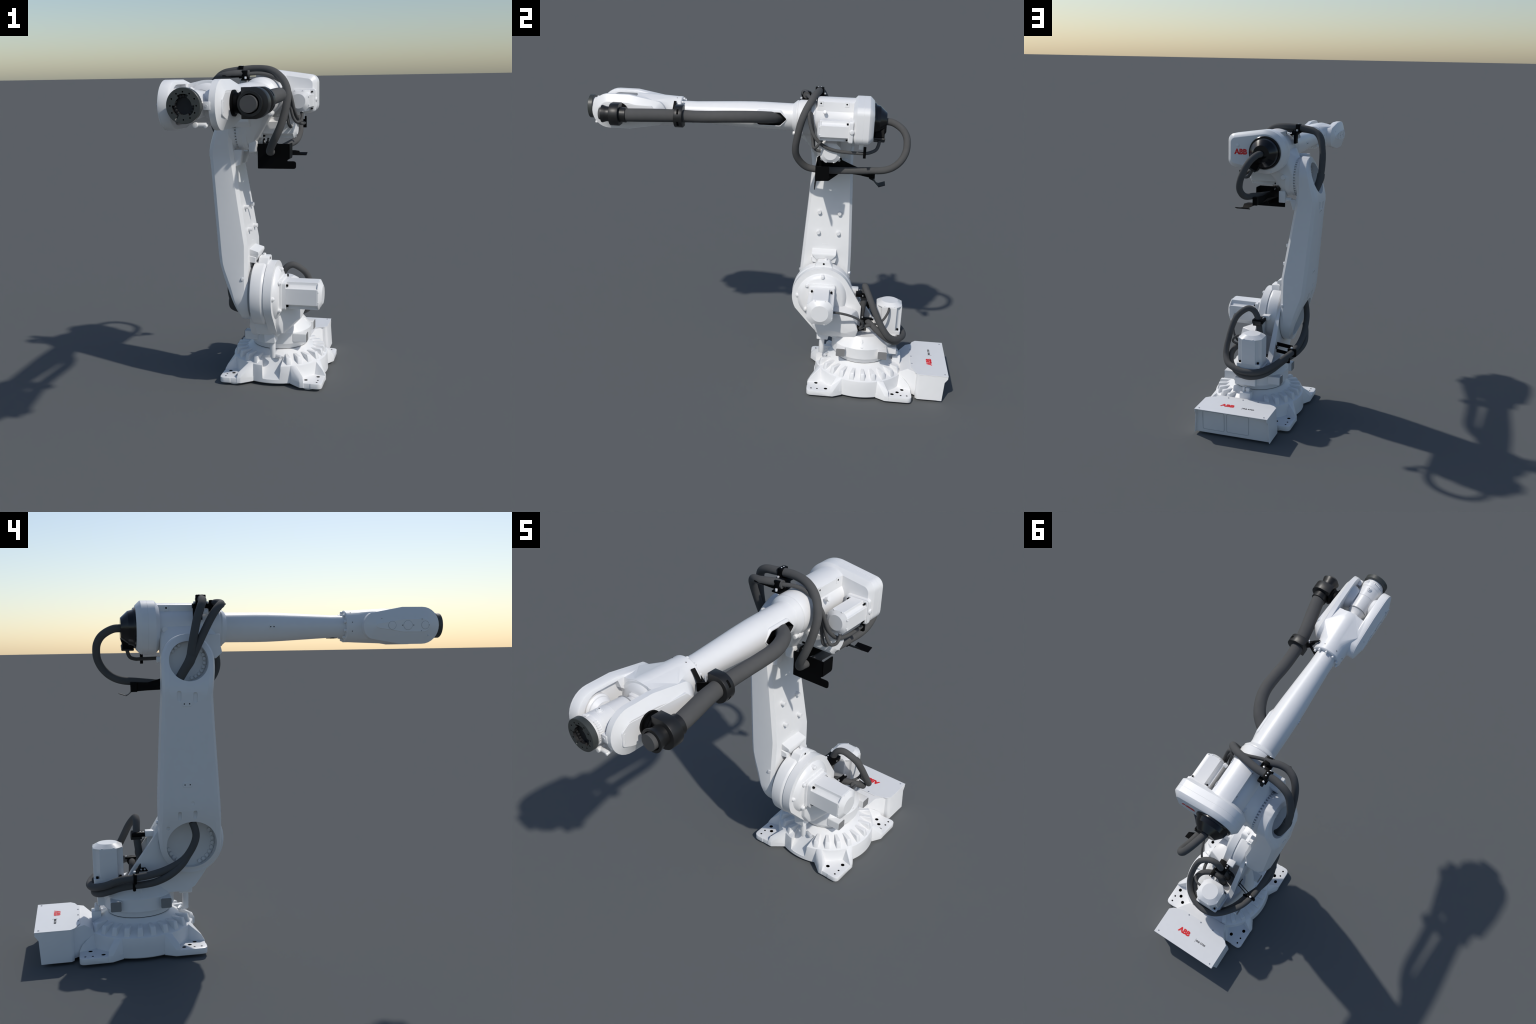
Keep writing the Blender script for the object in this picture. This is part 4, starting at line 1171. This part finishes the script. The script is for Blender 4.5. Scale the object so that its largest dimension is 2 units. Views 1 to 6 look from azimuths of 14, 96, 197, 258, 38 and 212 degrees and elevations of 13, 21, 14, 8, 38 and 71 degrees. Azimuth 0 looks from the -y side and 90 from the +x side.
low2 = [(-0.198, 0.300, 0.470), (-0.212, 0.335, 0.425), (-0.222, 0.390, 0.383), (-0.205, 0.455, 0.350), (-0.180, 0.512, 0.334), (-0.160, 0.555, 0.327), (-0.138, 0.612, 0.314), (-0.110, 0.658, 0.294), (-0.074, 0.695, 0.276), (-0.028, 0.721, 0.266),
        (0.020, 0.728, 0.264), (0.070, 0.713, 0.272), (0.110, 0.687, 0.292), (0.138, 0.654, 0.318), (0.147, 0.614, 0.352), (0.130, 0.579, 0.378), (0.100, 0.557, 0.386), (0.070, 0.545, 0.384), (0.040, 0.544, 0.381), (0.017, 0.546, 0.366), (0.006, 0.548, 0.335), (0.003, 0.548, 0.270)]
hose("cable_hose", low2, 0.0165, HOSES, n=24, per=8)
hose("signal_cable", [(0.225, 0.345, 0.492), (0.222, 0.385, 0.489), (0.205, 0.440, 0.472), (0.188, 0.485, 0.448), (0.170, 0.512, 0.420), (0.153, 0.515, 0.395), (0.142, 0.500, 0.372)], 0.0066, HOSES, n=14)
hose("signal_cable", [(0.070, 0.655, 0.472), (0.090, 0.655, 0.474), (0.113, 0.648, 0.462), (0.136, 0.628, 0.434), (0.140, 0.605, 0.412), (0.122, 0.582, 0.395), (0.096, 0.556, 0.386)], 0.0066, HOSES, n=14)
hose("signal_cable", [(0.140, 0.500, 0.368), (0.140, 0.520, 0.380), (0.132, 0.550, 0.388), (0.122, 0.572, 0.382)], 0.0090, HOSES, n=14)

# --- brackets and clamps
def build_brackets():
    # fixed bracket under the elbow motor
    bm = bmesh.new()
    o = rounded([(-0.031, 1.142), (0.158, 1.142), (0.158, 1.179), (0.116, 1.179), (0.116, 1.184), (0.126, 1.190), (0.126, 1.262), (-0.031, 1.262)], [0.004, 0.013, 0.013, 0.001, 0.001, 0.001, 0.001, 0.001], 5)
    prism(bm, o, 'y', 0.2115, 0.2150)
    pl = make("hose_bracket", bm, BLACK, HOSES)
    bm = bmesh.new(); prism(bm, rounded([(0.2115, 1.190), (0.283, 1.190), (0.283, 1.262), (0.2115, 1.262)], [0, 0.014, 0.008, 0], 5), 'x', 0.1235, 0.1268); make("bracket_flap", bm, BLACK, pl)
    # rail along the elbow, folded inwards at the rear
    bm = bmesh.new()
    o = [(0.212, 1.205), (0.262, 1.210), (0.330, 1.222), (0.400, 1.222), (0.452, 1.202), (0.520, 1.196), (0.520, 1.242), (0.440, 1.240), (0.388, 1.256), (0.350, 1.258), (0.340, 1.282), (0.316, 1.282), (0.310, 1.268), (0.258, 1.268), (0.250, 1.286), (0.222, 1.286), (0.212, 1.276)]
    A = []; B = []
    for y, z in o:
        x = -0.006 if y < 0.34 else -0.006 + (y - 0.34) * 0.36
        A.append(bm.verts.new((x, y, z))); B.append(bm.verts.new((x + 0.0035, y, z)))
    bm.faces.new(A); bm.faces.new(B[::-1])
    for i in range(len(o)):
        j = (i + 1) % len(o); bm.faces.new((A[i], B[i], B[j], A[j]))
    bmesh.ops.triangulate(bm, faces=[f for f in bm.faces if len(f.verts) > 4])
    make("bracket_rail", bm, BLACK, pl)
    bm = bmesh.new(); prism(bm, [(0.2145, 1.162), (0.280, 1.166), (0.332, 1.208), (0.2145, 1.208)], 'x', 0.046, 0.049); make("bracket_web", bm, BLACK, pl)
    for y, z in ((0.238, 1.270), (0.328, 1.268)):
        bolt("bracket_screw", (-0.0035, y, z), (1, 0, 0), 0.0075, 0.006, STEEL, pl)
    # stepped foot at the rear end
    bm = bmesh.new()
    path = [(0.492, 1.204), (0.512, 1.199), (0.528, 1.182), (0.540, 1.176), (0.572, 1.187)]
    xs = [(0.045, 0.100), (0.050, 0.118), (0.085, 0.120), (0.072, 0.150), (0.072, 0.150)]
    secs = []
    for (y, z), (x0, x1) in zip(path, xs):
        secs.append([(x0, y, z), (x1, y, z), (x1, y, z + 0.003), (x0, y, z + 0.003)])
    loft(bm, secs); make("bracket_foot", bm, BLACK, pl)
    bm = bmesh.new(); box(bm, 0.040, 0.066, 0.490, 0.519, 1.196, 1.242); make("bracket_end", bm, BLACK, pl, bevel=0.001, seg=1)
    # top clamps
    bm = bmesh.new(); box(bm, -0.112, -0.088, 0.181, 0.226, 1.592, 1.6305); ca = make("hose_clamp", bm, BLACK, HOSES, bevel=0.003)
    bm = bmesh.new(); box(bm, -0.114, -0.086, 0.168, 0.238, 1.584, 1.591); make("clamp_plate", bm, BLACK, ca, bevel=0.001)
    for y in (0.1745, 0.232): bolt("clamp_screw", (-0.100, y, 1.591), (0, 0, 1), 0.0052, 0.010, STEEL, ca)
    for y in (0.196, 0.211): bolt("clamp_screw", (-0.100, y, 1.630), (0, 0, 1), 0.003, 0.002, STEEL, ca)
    bm = bmesh.new(); box(bm, -0.095, -0.082, 0.196, 0.238, 1.520, 1.594); make("clamp_post", bm, BLACK, ca, bevel=0.001)
    bm = bmesh.new(); box(bm, -0.094, -0.070, 0.120, 0.240, 1.572, 1.592); make("clamp_post", bm, BLACK, ca, bevel=0.001)
    bm = bmesh.new(); box(bm, -0.080, -0.052, 0.118, 0.160, 1.566, 1.609); cb = make("hose_clamp", bm, BLACK, HOSES, bevel=0.003)
    bm = bmesh.new(); box(bm, -0.080, -0.040, 0.106, 0.170, 1.562, 1.569); make("clamp_plate", bm, BLACK, cb, bevel=0.001)
    bolt("clamp_screw", (-0.060, 0.111, 1.569), (0, 0, 1), 0.0055, 0.011, STEEL, cb)
    bolt("clamp_screw", (-0.060, 0.166, 1.569), (0, 0, 1), 0.0055, 0.011, STEEL, cb)
    bolt("clamp_screw", (-0.098, 0.178, 1.556), (-1, 0, 0), 0.0075, 0.006, STEEL, cb)
    bm = bmesh.new(); box(bm, -0.098, -0.070, 0.168, 0.192, 1.546, 1.568); make("clamp_post", bm, WHITE, cb, bevel=0.002)
    bm = bmesh.new(); hull(bm, [(-0.075, 0.112, 1.575), (-0.075, 0.135, 1.575), (-0.168, 0.101, 1.583), (-0.168, 0.107, 1.583), (-0.075, 0.112, 1.582), (-0.075, 0.135, 1.582), (-0.168, 0.101, 1.588), (-0.168, 0.107, 1.588)]); make("clamp_arm", bm, BLACK, cb)
    # clamp on the lug behind the shoulder
    bm = bmesh.new(); box(bm, -0.012, 0.052, 0.470, 0.545, 0.517, 0.538); cc = make("hose_clamp", bm, BLACK, HOSES, bevel=0.003)
    bm = bmesh.new(); box(bm, -0.002, 0.046, 0.496, 0.548, 0.503, 0.531); make("clamp_plate", bm, CLAMP, cc, bevel=0.002)
    for y in (0.476, 0.490, 0.504): bolt("clamp_screw", (0.000, y, 0.538), (0, 0, 1), 0.0035, 0.003, STEEL, cc)
    bolt("clamp_screw", (0.052, 0.508, 0.527), (1, 0, 0), 0.0030, 0.002, STEEL, cc)
    # clamp at the knot of the lower hoses
    bm = bmesh.new(); prism(bm, arc(0.545, 0.384, 0.0215, 0, 342, 20), 'x', 0.062, 0.078); ck = make("hose_clamp", bm, BLACK, HOSES, bevel=0.001)
    bm = bmesh.new(); box(bm, 0.060, 0.082, 0.510, 0.575, 0.396, 0.405); make("clamp_plate", bm, BLACK, ck, bevel=0.001)
    for y in (0.514, 0.571): bolt("clamp_screw", (0.071, y, 0.405), (0, 0, 1), 0.004, 0.005, STEEL, ck)
    # strap clamp on the far flank
    bm = bmesh.new(); box(bm, -0.218, -0.166, 0.541, 0.556, 0.346, 0.3935); cs = make("hose_clamp", bm, BLACK, HOSES, bevel=0.005)
    bm = bmesh.new(); box(bm, -0.182, -0.138, 0.544, 0.558, 0.304, 0.346); make("hose_clamp", bm, BLACK, cs, bevel=0.005)
    bm = bmesh.new(); hull(bm, [(x, y, z) for x, y in ((-0.195, 0.541), (-0.195, 0.544), (-0.092, 0.512), (-0.092, 0.516)) for z in (0.388, 0.410)]); make("clamp_arm", bm, BLACK, cs)
    bm = bmesh.new(); hull(bm, [(x, y, z) for x, y in ((-0.165, 0.545), (-0.165, 0.548), (-0.092, 0.522), (-0.092, 0.526)) for z in (0.352, 0.372)]); make("clamp_arm", bm, BLACK, cs)
    bm = bmesh.new(); hull(bm, [(x, y, z) for x in (-0.0935, -0.0895) for y, z in ((0.480, 0.372), (0.492, 0.390), (0.520, 0.390), (0.530, 0.372))]); make("clamp_foot", bm, BLACK, cs)
    for y in (0.496, 0.512): bolt("clamp_screw", (-0.0935, y, 0.382), (-1, 0, 0), 0.0042, 0.003, STEEL, cs)
    bolt("clamp_screw", (-0.190, 0.549, 0.393), (0, 0, 1), 0.0065, 0.010, STEEL, cs)
    # panel connector
    bm = bmesh.new(); hull(bm, [(0.145, 0.486, 0.385), (0.120, 0.498, 0.352), (0.145, 0.500, 0.385), (0.130, 0.508, 0.352), (0.120, 0.486, 0.385), (0.150, 0.492, 0.352)])
    make("panel_connector", bm, BLACK, HOSES, bevel=0.001)
build_brackets()

# calibration block on the base behind the turret
bm = bmesh.new(); box(bm, -0.012, 0.052, 0.700, 0.745, 0.100, 0.172); make("calibration_block", bm, WHITE, BASE, bevel=0.003)
bm = bmesh.new(); box(bm, 0.000, 0.020, 0.708, 0.730, 0.170, 0.196); make("calibration_tip", bm, WHITE, BASE, bevel=0.002)
bm = bmesh.new(); lathe(bm, [(0.170, 0.007), (0.200, 0.007)], 'z', (0.034, 0.722), n=16); make("calibration_tip", bm, WHITE, BASE, bevel=0.001)

# ----------------------------------------------------------------------------
# keep the tree at thing > part > sub-part (all parents sit at the origin)
# ----------------------------------------------------------------------------
def chain(o):
    c = []
    while o.parent is not None:
        o = o.parent
        c.append(o)
    return c
for o in list(SC.objects):
    c = chain(o)
    if len(c) > 2:
        o.parent = c[-2]
bpy.context.view_layer.update()
